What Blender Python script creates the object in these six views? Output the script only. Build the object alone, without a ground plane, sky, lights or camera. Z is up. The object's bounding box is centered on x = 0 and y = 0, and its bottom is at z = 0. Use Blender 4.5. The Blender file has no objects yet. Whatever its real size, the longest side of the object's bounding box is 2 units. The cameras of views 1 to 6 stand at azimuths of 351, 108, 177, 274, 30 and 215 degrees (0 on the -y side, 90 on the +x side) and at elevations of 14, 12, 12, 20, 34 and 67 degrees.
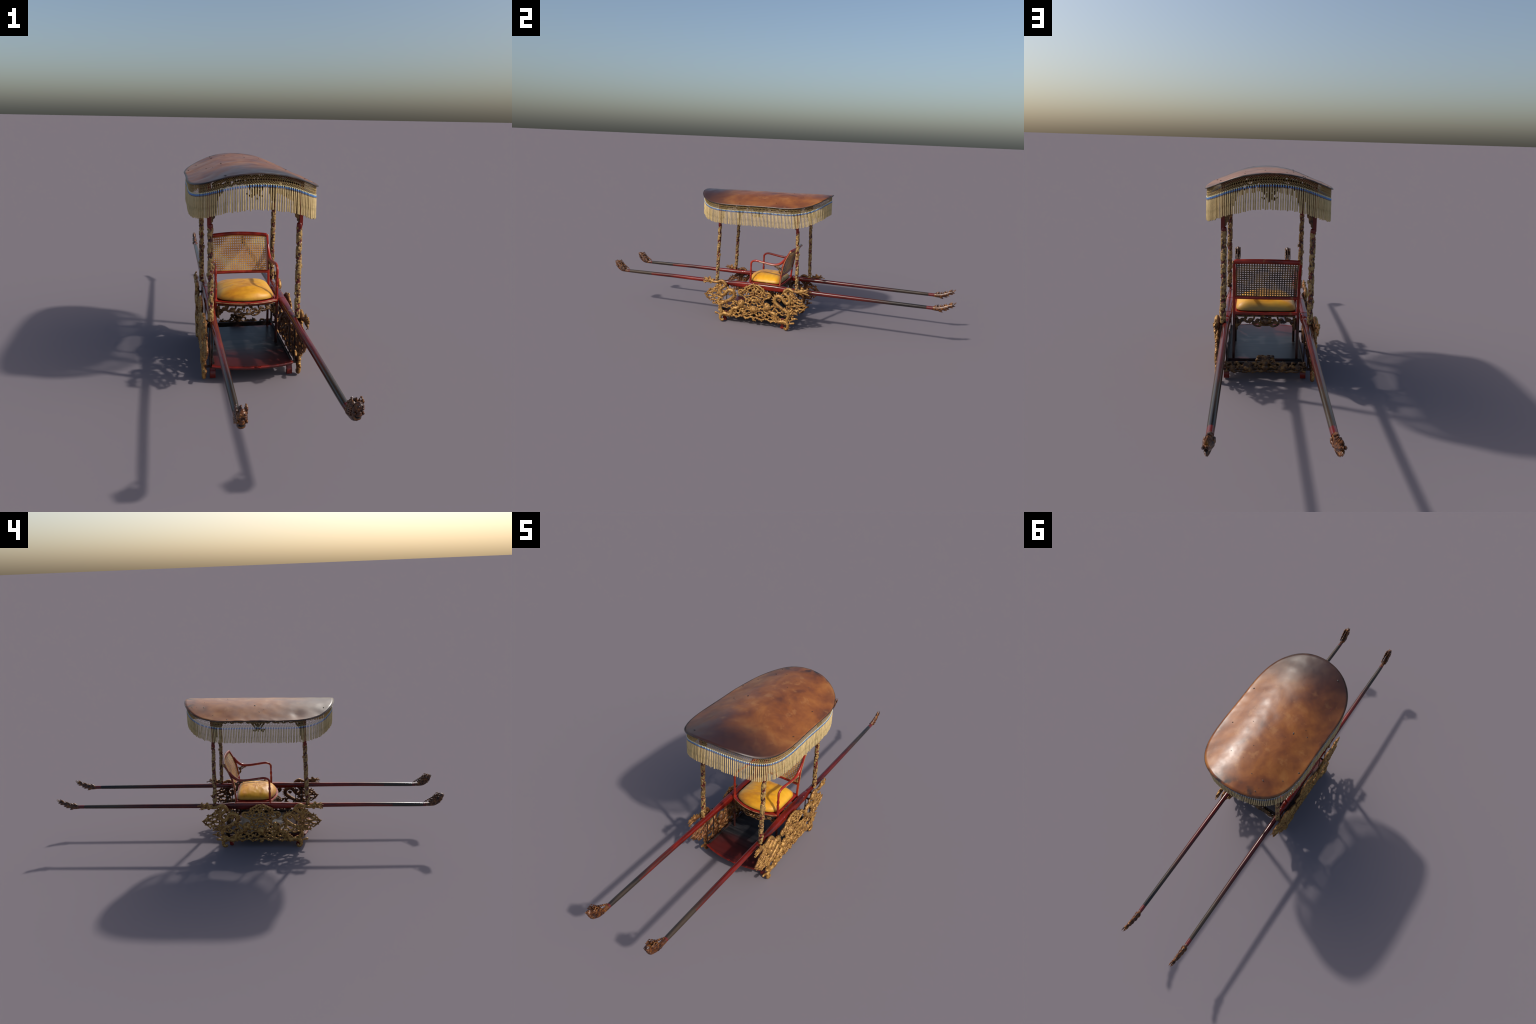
# A carved and lacquered carrying chair: two long poles with dragon-head and tail
# finials, a cane armchair, carved gilt side panels, four dragon posts and a
# copper-brown canopy with a beaded string fringe.
import bpy, math, random
from math import sin, cos, pi, sqrt, atan2
from mathutils import Vector, Matrix, noise

random.seed(11)
XC, YC = -0.003, -0.073          # plan centre of the body of the chair


# ------------------------------------------------------------------ geometry
def catmull(pts, n=6, closed=False):
    """Smooth curve through control points (any dimension)."""
    pts = [Vector(p) for p in pts]
    m = len(pts)
    out = []
    segs = m if closed else m - 1
    for i in range(segs):
        if closed:
            p0, p1, p2, p3 = (pts[(i + k - 1) % m] for k in range(4))
        else:
            p1, p2 = pts[i], pts[i + 1]
            p0 = pts[i - 1] if i else p1 * 2 - p2
            p3 = pts[i + 2] if i + 2 < m else p2 * 2 - p1
        for k in range(n):
            t = k / n
            out.append(0.5 * ((2 * p1) + (p2 - p0) * t + (2 * p0 - 5 * p1 + 4 * p2 - p3) * t * t
                              + (3 * p1 - p0 - 3 * p2 + p3) * t ** 3))
    if not closed:
        out.append(pts[-1])
    return out


def lerp_list(vals, t):
    f = t * (len(vals) - 1)
    i = min(int(f), len(vals) - 2)
    return vals[i] + (vals[i + 1] - vals[i]) * (f - i)


def table(xs, ys, x):
    if x <= xs[0]:
        return ys[0]
    for i in range(len(xs) - 1):
        if x <= xs[i + 1]:
            t = (x - xs[i]) / (xs[i + 1] - xs[i])
            return ys[i] + (ys[i + 1] - ys[i]) * t
    return ys[-1]


class Builder:
    def __init__(self):
        self.v, self.f, self.m = [], [], []

    def face(self, idx, mat=0):
        self.f.append(tuple(idx))
        self.m.append(mat)

    def tube(self, path, radius, sides=8, flat=None, axis=Vector((1, 0, 0)), closed=False, mat=0, twist=0.0):
        """Sweep a round (or flattened along `axis`) section along a path.
        radius: number or list spread over the length; flat: ratio of the radius along axis."""
        path = [Vector(p) for p in path]
        n = len(path)
        rad = radius if isinstance(radius, (list, tuple)) else [radius, radius]
        base = len(self.v)
        ref = axis.normalized()
        for i, p in enumerate(path):
            if closed:
                t = path[(i + 1) % n] - path[i - 1]
            else:
                t = path[min(i + 1, n - 1)] - path[max(i - 1, 0)]
            if t.length < 1e-9:
                t = Vector((0, 0, 1))
            t.normalize()
            a = ref - t * ref.dot(t)
            if a.length < 1e-3:
                a = t.orthogonal()
            a.normalize()
            b = t.cross(a)
            r = lerp_list(rad, i / max(n - 1, 1))
            ra = r * (flat if flat else 1.0)
            for k in range(sides):
                ang = 2 * pi * k / sides + twist
                self.v.append(p + a * (cos(ang) * ra) + b * (sin(ang) * r))
        rings = n if closed else n - 1
        for i in range(rings):
            j = (i + 1) % n
            for k in range(sides):
                k2 = (k + 1) % sides
                self.face((base + i * sides + k, base + i * sides + k2, base + j * sides + k2, base + j * sides + k), mat)
        if not closed:
            self.face([base + k for k in reversed(range(sides))], mat)
            self.face([base + (n - 1) * sides + k for k in range(sides)], mat)

    def blob(self, c, r, rot=None, seg=10, rings=6, mat=0, bump=0.0):
        """Ellipsoid with radii r (Vector) at c."""
        c, base = Vector(c), len(self.v)
        r = Vector(r) if not isinstance(r, (int, float)) else Vector((r, r, r))
        rot = rot or Matrix.Identity(3)
        def put(p):
            if bump:
                p = p * (1 + bump * noise.noise(p * 2.3 + c * 170))
            self.v.append(c + rot @ Vector((p.x * r.x, p.y * r.y, p.z * r.z)))
        put(Vector((0, 0, -1)))
        for i in range(1, rings):
            a = -pi / 2 + pi * i / rings
            for k in range(seg):
                b = 2 * pi * k / seg
                put(Vector((cos(a) * cos(b), cos(a) * sin(b), sin(a))))
        put(Vector((0, 0, 1)))
        top = len(self.v) - 1
        for k in range(seg):
            k2 = (k + 1) % seg
            self.face((base, base + 1 + k2, base + 1 + k), mat)
            self.face((top, top - seg + k, top - seg + k2), mat)
            for i in range(rings - 2):
                o = base + 1 + i * seg
                self.face((o + k, o + k2, o + seg + k2, o + seg + k), mat)

    def box(self, lo, hi, mat=0):
        b = len(self.v)
        for z in (lo[2], hi[2]):
            for x, y in ((lo[0], lo[1]), (hi[0], lo[1]), (hi[0], hi[1]), (lo[0], hi[1])):
                self.v.append(Vector((x, y, z)))
        for q in ((3, 2, 1, 0), (4, 5, 6, 7), (0, 1, 5, 4), (1, 2, 6, 5), (2, 3, 7, 6), (3, 0, 4, 7)):
            self.face([b + i for i in q], mat)

    def plate(self, outline, mapping, t0, t1, mat=0):
        """Solid plate from a 2D outline; mapping(u, v, depth) -> point."""
        b, n = len(self.v), len(outline)
        for t in (t0, t1):
            for u, v in outline:
                self.v.append(Vector(mapping(u, v, t)))
        self.face([b + i for i in reversed(range(n))], mat)
        self.face([b + n + i for i in range(n)], mat)
        for i in range(n):
            j = (i + 1) % n
            self.face((b + i, b + j, b + n + j, b + n + i), mat)

    def spike(self, p, d, length, width, axis, thick, mat=0):
        """Small flattened thorn from p in direction d, with a swollen foot."""
        p, d, axis = Vector(p), Vector(d).normalized(), Vector(axis).normalized()
        self.tube([p - d * length * .35, p + d * length * .25, p + d * length * .7, p + d * length],
                  [width * .8, width, width * .55, width * .08], sides=6, flat=thick / width, axis=axis, mat=mat)

    def make(self, name, mats, parent=None, smooth=50, loc=None, mod=None):
        me = bpy.data.meshes.new(name)
        me.from_pydata([tuple(v) for v in self.v], [], self.f)
        for m in (mats if isinstance(mats, (list, tuple)) else [mats]):
            me.materials.append(m)
        me.polygons.foreach_set("material_index", self.m)
        me.polygons.foreach_set("use_smooth", [True] * len(self.f))
        me.update()
        import bmesh
        bm = bmesh.new()
        bm.from_mesh(me)
        bmesh.ops.recalc_face_normals(bm, faces=bm.faces)
        bm.to_mesh(me)
        bm.free()
        if smooth:
            me.set_sharp_from_angle(angle=math.radians(smooth))
        ob = bpy.data.objects.new(name, me)
        bpy.context.scene.collection.objects.link(ob)
        if parent:
            ob.parent = parent
        if loc is not None:
            ob.location = loc
        return ob


def bevel(ob, w, seg=2):
    m = ob.modifiers.new("bevel", "BEVEL")
    m.width, m.segments, m.limit_method, m.angle_limit = w, seg, "ANGLE", math.radians(35)
    return ob


# ------------------------------------------------------------------ materials
class Mat:
    def __init__(self, name, rough=0.5, metal=0.0, coat=0.0, spec=0.5):
        self.mat = bpy.data.materials.new(name)
        self.mat.use_nodes = True
        self.t = self.mat.node_tree
        self.b = self.t.nodes["Principled BSDF"]
        self.b.inputs["Roughness"].default_value = rough
        self.b.inputs["Metallic"].default_value = metal
        self.b.inputs["Coat Weight"].default_value = coat
        self.b.inputs["Coat Roughness"].default_value = 0.15
        self.b.inputs["Specular IOR Level"].default_value = spec
        self.tc = self.n("ShaderNodeTexCoord")

    def n(self, kind, **kw):
        nd = self.t.nodes.new(kind)
        for k, v in kw.items():
            setattr(nd, k, v)
        return nd

    def l(self, a, b):
        self.t.links.new(a, b)

    def val(self, x, sock):
        if isinstance(x, (int, float)):
            sock.default_value = x
        else:
            self.l(x, sock)

    def coords(self, scale=(1, 1, 1), gen=False):
        mp = self.n("ShaderNodeMapping")
        mp.inputs["Scale"].default_value = scale
        self.l(self.tc.outputs["Generated" if gen else "Object"], mp.inputs["Vector"])
        return mp.outputs["Vector"]

    def noise(self, scale=10, detail=4, stretch=(1, 1, 1), rough=0.55, dist=0.0):
        nd = self.n("ShaderNodeTexNoise")
        nd.inputs["Scale"].default_value = scale
        nd.inputs["Detail"].default_value = detail
        nd.inputs["Roughness"].default_value = rough
        nd.inputs["Distortion"].default_value = dist
        self.l(self.coords(stretch), nd.inputs["Vector"])
        return nd.outputs["Fac"]

    def voronoi(self, scale, stretch=(1, 1, 1), feature="F1"):
        nd = self.n("ShaderNodeTexVoronoi", feature=feature)
        nd.inputs["Scale"].default_value = scale
        self.l(self.coords(stretch), nd.inputs["Vector"])
        return nd.outputs["Distance"]

    def ramp(self, fac, stops):
        nd = self.n("ShaderNodeValToRGB")
        el = nd.color_ramp.elements
        while len(el) < len(stops):
            el.new(0.5)
        for e, (p, c) in zip(el, stops):
            e.position = p
            e.color = (*c, 1) if not isinstance(c, (int, float)) else (c, c, c, 1)
        self.l(fac, nd.inputs["Fac"])
        return nd.outputs["Color"]

    def math(self, op, a, b=0.0, c=0.0, clamp=False):
        nd = self.n("ShaderNodeMath", operation=op, use_clamp=clamp)
        for i, x in enumerate((a, b, c)):
            self.val(x, nd.inputs[i])
        return nd.outputs[0]

    def rng(self, x, a, b, c=0.0, d=1.0):
        nd = self.n("ShaderNodeMapRange")
        nd.clamp = True
        self.l(x, nd.inputs["Value"])
        for k, v in zip(("From Min", "From Max", "To Min", "To Max"), (a, b, c, d)):
            nd.inputs[k].default_value = v
        return nd.outputs["Result"]

    def xyz(self, which):
        nd = self.n("ShaderNodeSeparateXYZ")
        self.l(self.tc.outputs["Object"], nd.inputs[0])
        return nd.outputs[which]

    def normal(self, which):
        nd = self.n("ShaderNodeSeparateXYZ")
        self.l(self.tc.outputs["Normal"], nd.inputs[0])
        return nd.outputs[which]

    def mix(self, fac, a, b):
        nd = self.n("ShaderNodeMix", data_type="RGBA")
        self.val(fac, nd.inputs[0])
        for x, s in ((a, nd.inputs[6]), (b, nd.inputs[7])):
            if isinstance(x, tuple):
                s.default_value = (*x, 1)
            else:
                self.l(x, s)
        return nd.outputs[2]

    def color(self, c):
        if isinstance(c, tuple):
            self.b.inputs["Base Color"].default_value = (*c, 1)
        else:
            self.l(c, self.b.inputs["Base Color"])
        return self

    def bump(self, h, strength=0.3, dist=0.001):
        nd = self.n("ShaderNodeBump")
        nd.inputs["Strength"].default_value = strength
        nd.inputs["Distance"].default_value = dist
        self.l(h, nd.inputs["Height"])
        self.l(nd.outputs["Normal"], self.b.inputs["Normal"])
        return self

    def roughness(self, x):
        self.l(x, self.b.inputs["Roughness"])
        return self


def build_materials():
    M = {}
    # gilt carving of the side panels: gold outside, darker red-brown inside and toward the depths
    m = Mat("gilt_carving", rough=0.42, metal=0.35, spec=0.4)
    gold = m.ramp(m.noise(60, 5), [(0.32, (0.16, 0.062, 0.014)), (0.50, (0.39, 0.205, 0.054)), (0.8, (0.56, 0.34, 0.105))])
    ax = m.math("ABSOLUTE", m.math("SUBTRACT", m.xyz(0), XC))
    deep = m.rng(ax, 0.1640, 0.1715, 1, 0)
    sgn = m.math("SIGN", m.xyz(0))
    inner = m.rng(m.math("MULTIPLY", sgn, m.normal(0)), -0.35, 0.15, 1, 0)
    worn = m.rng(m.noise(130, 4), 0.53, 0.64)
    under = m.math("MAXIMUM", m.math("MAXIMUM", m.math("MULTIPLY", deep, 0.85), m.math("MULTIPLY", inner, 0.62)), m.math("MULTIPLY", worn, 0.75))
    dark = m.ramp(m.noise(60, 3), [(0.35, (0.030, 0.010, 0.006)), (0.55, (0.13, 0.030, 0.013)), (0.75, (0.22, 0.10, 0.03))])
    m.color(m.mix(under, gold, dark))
    scales = m.voronoi(330)
    m.bump(m.math("ADD", scales, m.noise(220, 4)), 0.55, 0.0014)
    M["gilt"] = m.mat
    # gilt of aprons, valances and brackets, with their shade painted into a darker colour
    m = Mat("shaded_gilt", rough=0.45)
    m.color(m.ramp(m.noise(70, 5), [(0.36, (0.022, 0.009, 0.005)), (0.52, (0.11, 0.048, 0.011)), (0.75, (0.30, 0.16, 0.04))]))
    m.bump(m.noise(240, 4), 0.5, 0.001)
    M["shadegilt"] = m.mat
    # brown polished gilt of the finials
    m = Mat("polished_gilt_wood", rough=0.34, coat=0.05)
    m.color(m.ramp(m.noise(70, 4), [(0.36, (0.022, 0.007, 0.004)), (0.54, (0.11, 0.034, 0.007)), (0.77, (0.34, 0.14, 0.022))]))
    m.bump(m.noise(260, 4), 0.4, 0.001)
    M["finial"] = m.mat
    # posts: gold dragons over a red core (by distance from the axis of the post)
    m = Mat("post_carving", rough=0.4)
    r = m.math("SQRT", m.math("ADD", m.math("POWER", m.xyz(0), 2), m.math("POWER", m.xyz(1), 2)))
    gold = m.ramp(m.noise(85, 4), [(0.30, (0.07, 0.034, 0.014)), (0.50, (0.32, 0.19, 0.060)), (0.8, (0.50, 0.33, 0.12))])
    red = m.ramp(m.noise(120, 3), [(0.40, (0.014, 0.005, 0.005)), (0.65, (0.20, 0.018, 0.012))])
    m.color(m.mix(m.rng(r, 0.0078, 0.0092), red, gold))
    m.bump(m.noise(300, 4), 0.5, 0.001)
    M["post"] = m.mat
    # red lacquer
    m = Mat("red_lacquer", rough=0.3, coat=0.1, spec=0.4)
    m.color(m.ramp(m.noise(14, 5), [(0.3, (0.085, 0.006, 0.004)), (0.6, (0.20, 0.012, 0.006)), (0.8, (0.26, 0.026, 0.012))]))
    m.bump(m.noise(120, 3), 0.12, 0.001)
    M["red"] = m.mat
    # bright worn red of the chair, thin gilt wear
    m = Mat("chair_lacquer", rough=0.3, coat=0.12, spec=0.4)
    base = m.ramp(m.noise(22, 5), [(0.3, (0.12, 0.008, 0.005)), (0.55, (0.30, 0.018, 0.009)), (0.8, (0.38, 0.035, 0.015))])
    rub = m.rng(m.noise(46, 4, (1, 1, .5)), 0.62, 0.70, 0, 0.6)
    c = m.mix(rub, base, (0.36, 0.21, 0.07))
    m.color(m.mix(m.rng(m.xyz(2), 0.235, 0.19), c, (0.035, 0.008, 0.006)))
    M["chair"] = m.mat
    m = Mat("gilt_stripe", rough=0.45)
    m.color(m.ramp(m.noise(60, 5), [(0.35, (0.22, 0.05, 0.02)), (0.55, (0.40, 0.24, 0.09))]))
    M["stripe"] = m.mat
    # poles: red in the middle, black toward both ends
    m = Mat("pole_lacquer", rough=0.22, coat=0.12, spec=0.4)
    y = m.xyz(1)
    wob = m.math("MULTIPLY", m.math("SUBTRACT", m.noise(16, 4, (1, .25, 1)), 0.5), 0.12)
    yw = m.math("ADD", y, wob)
    red = m.ramp(m.noise(9, 5, (3, .6, 3)), [(0.32, (0.035, 0.005, 0.004)), (0.52, (0.15, 0.009, 0.005)), (0.74, (0.26, 0.022, 0.009))])
    black = m.ramp(m.noise(30, 4, (1, .15, 1)), [(0.35, (0.011, 0.010, 0.011)), (0.65, (0.05, 0.034, 0.022))])
    dim = m.rng(yw, 0.06, 0.24, 0, 0.55)
    red = m.mix(dim, red, (0.035, 0.006, 0.006))
    fr = m.rng(y, -0.742, -0.736, 1, 0)
    bk = m.rng(yw, 0.50, 0.70)
    dull = m.rng(m.noise(12, 5, (2, .35, 2)), 0.55, 0.68, 0, 0.55)
    up = m.rng(m.normal(2), 0.2, 0.8)
    c = m.mix(m.math("MULTIPLY", dull, up), red, (0.03, 0.018, 0.02))  # grey sky reflection on the upper faces painted in as dull dark patches
    soft = m.math("MULTIPLY", m.rng(yw, -0.72, -0.52, .9, 0), m.rng(m.normal(2), -.1, .7, .15, 1))
    fr = m.math("MAXIMUM", fr, soft)
    c = m.mix(m.math("MAXIMUM", fr, bk), c, black)
    band = m.math("MAXIMUM", m.rng(y, 0.857, 0.859), m.rng(y, -0.894, -0.892, 1, 0))
    c = m.mix(band, c, (0.11, 0.012, 0.012))
    m.color(c)
    M["pole"] = m.mat
    # canopy: mottled copper-brown lacquer, glossy
    m = Mat("canopy_copper", rough=0.32, metal=0.0, coat=0.0, spec=0.5)
    big = m.noise(9, 7, (1, .8, 1), 0.62, 0.3)
    col = m.ramp(big, [(0.32, (0.115, 0.034, 0.012)), (0.45, (0.195, 0.057, 0.013)), (0.58, (0.265, 0.086, 0.017)), (0.74, (0.345, 0.140, 0.034))])
    col = m.mix(m.rng(m.noise(4.2, 3), .55, .68, 0, .5), col, (0.060, 0.018, 0.012))
    col = m.mix(m.rng(m.noise(21, 5), 0.60, 0.70, 0, 0.5), col, (0.36, 0.16, 0.05))
    wob = m.math("MULTIPLY", m.math("SUBTRACT", m.noise(7, 5), 0.5), 0.20)
    ends = m.rng(m.math("ADD", m.xyz(1), wob), -0.40, -0.13, 1, 0)                 # front end nearly black
    col = m.mix(m.math("MULTIPLY", ends, 0.9), col, (0.018, 0.007, 0.008))
    tail = m.rng(m.math("ADD", m.xyz(1), m.math("MULTIPLY", wob, .5)), 0.255, 0.285)
    col = m.mix(m.math("MULTIPLY", tail, m.rng(m.noise(14, 3), .45, .55)), col, (0.02, 0.012, 0.012))
    spots = m.rng(m.voronoi(15), 0.03, 0.06, 1, 0)
    col = m.mix(m.math("MULTIPLY", spots, m.rng(m.noise(6, 2), 0.5, 0.56)), col, (0.03, 0.02, 0.015))
    m.color(col)
    m.roughness(m.rng(m.noise(14, 5), 0.3, 0.7, 0.30, 0.46))
    m.bump(m.math("ADD", m.noise(16, 3), m.math("MULTIPLY", m.noise(80, 3), 0.15)), 0.10, 0.003)
    M["canopy"] = m.mat
    m = Mat("dark_rim", rough=0.4)
    m.color(m.ramp(m.noise(30, 4), [(0.4, (0.012, 0.010, 0.010)), (0.8, (0.09, 0.05, 0.035))]))
    M["rim"] = m.mat
    m = Mat("canopy_lining", rough=0.7)
    m.color(m.ramp(m.noise(20, 4), [(0.4, (0.03, 0.010, 0.010)), (0.7, (0.09, 0.016, 0.014))]))
    M["lining"] = m.mat
    # fringe
    m = Mat("fringe_cord", rough=0.75)
    info = m.n("ShaderNodeObjectInfo")
    tone = m.ramp(m.noise(170, 4, (1, 1, .35)), [(0.3, (0.40, 0.30, 0.13)), (0.5, (0.63, 0.47, 0.225)), (0.75, (0.72, 0.54, 0.27))])
    var = m.ramp(info.outputs["Random"], [(0, (0.84, 0.84, 0.82)), (1, (1, 1, 1))])
    mm = m.n("ShaderNodeMix", data_type="RGBA", blend_type="MULTIPLY")
    mm.inputs[0].default_value = 1
    m.l(tone, mm.inputs[6]); m.l(var, mm.inputs[7])
    m.color(mm.outputs[2])
    M["cord"] = m.mat
    M["ivory"] = Mat("ivory_bead", rough=0.35).color((0.68, 0.62, 0.38)).mat
    M["blue"] = Mat("blue_bead", rough=0.3).color((0.10, 0.27, 0.62)).mat
    M["grey"] = Mat("grey_bead", rough=0.5).color((0.22, 0.18, 0.16)).mat
    M["net"] = Mat("gold_netting", rough=0.6).color((0.42, 0.29, 0.11)).mat
    # cane
    m = Mat("woven_cane", rough=0.45)
    front = m.ramp(m.noise(16, 4), [(0.3, (0.36, 0.13, 0.025)), (0.52, (0.57, 0.29, 0.07)), (0.72, (0.62, 0.45, 0.16))])
    back = m.ramp(m.noise(26, 4), [(0.45, (0.05, 0.035, 0.022)), (0.62, (0.20, 0.11, 0.03))])
    m.color(m.mix(m.rng(m.normal(1), -0.2, 0.2), front, back))
    m.bump(m.noise(400, 2), 0.3, 0.0006)
    M["cane"] = m.mat
    # cushion
    m = Mat("yellow_silk", rough=0.45, coat=0.0, spec=0.4)
    m.b.inputs["Sheen Weight"].default_value = 0.15
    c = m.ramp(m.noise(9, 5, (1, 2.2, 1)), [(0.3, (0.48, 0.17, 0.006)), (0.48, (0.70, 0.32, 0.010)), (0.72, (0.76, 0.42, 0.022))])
    c = m.mix(m.rng(m.xyz(2), 0.258, 0.243, 0, 0.8), c, (0.20, 0.13, 0.010))  # deep shade under the bulge painted in along the bottom edge
    olive_back = m.rng(m.math("ADD", m.xyz(1), m.math("MULTIPLY", m.noise(18, 4), 0.03)), 0.045, 0.072, 0, 0.75)  # olive-brown mixed in toward the back edge
    c = m.mix(olive_back, c, (0.22, 0.17, 0.06))
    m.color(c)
    m.bump(m.noise(26, 4, (.6, 2.5, 1)), 0.25, 0.003)
    M["silk"] = m.mat
    # floor: black lacquer worn to red at the front
    m = Mat("floor_lacquer", rough=0.38, coat=0.0)
    msk = m.rng(m.math("ADD", m.xyz(1), m.math("MULTIPLY", m.math("SUBTRACT", m.noise(9, 4, (1, 1, 1)), 0.5), 0.14)), -0.27, -0.16, .85, 0)
    msk = m.math("MAXIMUM", msk, m.rng(m.noise(7, 4, (.6, 2, 1)), 0.62, 0.7, 0, .5))
    c = m.mix(msk, m.ramp(m.noise(24, 4, (.3, 3, 1)), [(0.4, (0.010, 0.010, 0.012)), (0.7, (0.03, 0.028, 0.03))]), (0.085, 0.008, 0.006))
    wv = m.rng(m.math("FRACT", m.math("MULTIPLY", m.math("ADD", y if False else m.xyz(1), 1.0), 11.5)), 0.0, 0.035, 1, 0)
    c = m.mix(m.math("MULTIPLY", wv, 0.8), c, (0.006, 0.004, 0.004))
    m.color(c)
    m.bump(m.noise(40, 4, (.3, 3, 1)), 0.15, 0.001)
    M["floor"] = m.mat
    m = Mat("black_lacquer", rough=0.5, coat=0.0, spec=0.25)
    m.color(m.ramp(m.noise(30, 4), [(0.4, (0.010, 0.009, 0.009)), (0.75, (0.05, 0.018, 0.014))]))
    M["black"] = m.mat
    M["mouth"] = Mat("mouth_black", rough=0.8).color((0.006, 0.004, 0.003)).mat  # black for the blob that stands in for the mouth slot
    return M


MT = build_materials()

root = bpy.data.objects.new("palanquin", None)
bpy.context.scene.collection.objects.link(root)
root["label"] = "red and gold carved palanquin chair with fringed copper canopy"
root["category"] = "sedan chair"


# ------------------------------------------------------------------ canopy
HW, HL, EXA, EXB = 0.2205, 0.375, 2.1, 4.2
ARCH_X = [0, .02, .04, .071, .1, .125, .15, .185, .205, .225]
ARCH_D = [0, .0006, .0022, .0066, .0132, .0216, .0315, .0455, .0530, .0580]


def roof_z(x, y):
    d = abs(x - XC)
    # smoothed arch profile
    dr = sum(table(ARCH_X, ARCH_D, abs(d + o)) * w for o, w in ((-.018, .1), (-.009, .2), (0, .4), (.009, .2), (.018, .1)))
    d2 = (d / .2) ** 3
    dr += .0026 * d2 * math.exp(-((y - YC - .19) / .08) ** 2)          # back corners sag a little
    return 0.7495 + 0.0173 * (y - YC) - 0.017 * (x - XC) - dr


def plan(a, k=1.0):
    c, s = cos(a), sin(a)
    lo, hi = 0.0, 0.5
    for _ in range(36):
        r = (lo + hi) / 2
        if (r * abs(c) / HW) ** EXA + (r * abs(s) / HL) ** EXB > 1:
            hi = r
        else:
            lo = r
    y = r * s * k
    return XC + r * c * k * (1 - .014 * math.exp(-(y / .13) ** 2)), YC + y


def roof_mesh():
    b = Builder()
    seg, rings = 192, 30
    edge = [plan(2 * pi * j / seg) for j in range(seg)]
    b.v.append(Vector((XC, YC, roof_z(XC, YC))))
    for i in range(1, rings + 1):
        k = i / rings
        for j in range(seg):
            a = 2 * pi * j / seg
            x, y = edge[j]
            x, y = XC + (x - XC) * k, YC + (y - YC) * k
            z = roof_z(x, y)
            p = Vector((x, y, 0))
            z += 0.0016 * noise.noise(p * 9) + 0.0007 * noise.noise(p * 28)
            z += 0.0013 * k ** 8 * noise.noise(p * 40)
            # dented corner on the far left
            dd = (Vector((x + .17, y + .26, 0))).length
            z -= 0.003 * math.exp(-(dd / 0.03) ** 2)
            b.v.append(Vector((x, y, z)))
    for j in range(seg):
        b.face((0, 1 + j, 1 + (j + 1) % seg))
    for i in range(rings - 1):
        o = 1 + i * seg
        for j in range(seg):
            j2 = (j + 1) % seg
            b.face((o + j, o + seg + j, o + seg + j2, o + j2))
    ob = b.make("canopy_roof", [MT["canopy"], MT["lining"], MT["rim"]], root, smooth=None)
    m = ob.modifiers.new("thickness", "SOLIDIFY")
    m.thickness, m.offset = 0.0035, -1
    m.material_offset, m.material_offset_rim = 1, 2
    return ob


roof = roof_mesh()

b = Builder()
rim = []
for j in range(200):
    a = 2 * pi * j / 200
    x, y = plan(a, 1.0)
    rim.append((x, y, roof_z(x, y) - 0.002))
b.tube(rim, 0.0019, sides=6, closed=True)
b.make("canopy_rim", MT["rim"], roof)

# small dark flakes added on the roof for tiny holes and torn spots
b = Builder()
rnd = random.Random(4)
for i in range(16):
    a, k = rnd.uniform(0, 2 * pi), sqrt(rnd.uniform(0.1, 0.93))
    x, y = plan(a, k)
    s = rnd.uniform(0.0012, 0.0028)
    b.blob((x, y, roof_z(x, y) + 0.0005), (s * rnd.uniform(1, 2.2), s, 0.0011), seg=7, rings=4,
           rot=Matrix.Rotation(rnd.uniform(0, pi), 3, "Z"))
o = b.make("dark_flakes", MT["rim"], roof)
o["kind"] = "stuff"


# fringe line: equal steps along the plan outline, slightly inside the rim
def fringe_line(step, k=0.977):
    fine = [plan(2 * pi * j / 3000, k) for j in range(3000)]
    out, acc = [], 0.0
    tot = sum(math.dist(fine[i], fine[(i + 1) % 3000]) for i in range(3000))
    n = round(tot / step)
    st = tot / n
    nxt = 0.0
    for i in range(3000):
        p, q = fine[i], fine[(i + 1) % 3000]
        d = math.dist(p, q)
        while nxt < acc + d and len(out) < n:
            t = (nxt - acc) / d
            out.append((p[0] + (q[0] - p[0]) * t, p[1] + (q[1] - p[1]) * t))
            nxt += st
        acc += d
    return out


DROP = 0.0380                       # roof edge down to the bead row
line = fringe_line(0.0077)
NT = len(line)


def tassel_mesh():
    b = Builder()
    # origin at bead centre, hangs along -z
    b.tube([(0, 0, .0058), (0, 0, .0050), (0, 0, .0030), (0, 0, .0024)], [.0012, .0020, .0021, .0016], sides=8, mat=0)
    b.tube([(0, 0, .0024), (0, 0, .0017), (0, 0, -.0017), (0, 0, -.0024)], [.0016, .0022, .0022, .0017], sides=8, mat=1)
    b.tube([(0, 0, -.0024), (0, 0, -.0034), (0, 0, -.0050), (0, 0, -.0056)], [.0016, .0021, .0021, .0017], sides=8, mat=2)
    b.tube([(0, 0, -.0056), (0, 0, -.008), (0.0002, 0, -.03), (-.0002, 0.0002, -.055), (0, 0, -.0715), (0, 0, -.0735)],
           [.0017, .0023, .0023, .0024, .0024, .0019], sides=8, mat=3)
    return b


fringe = None
tas0 = None
rnd = random.Random(21)
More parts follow.
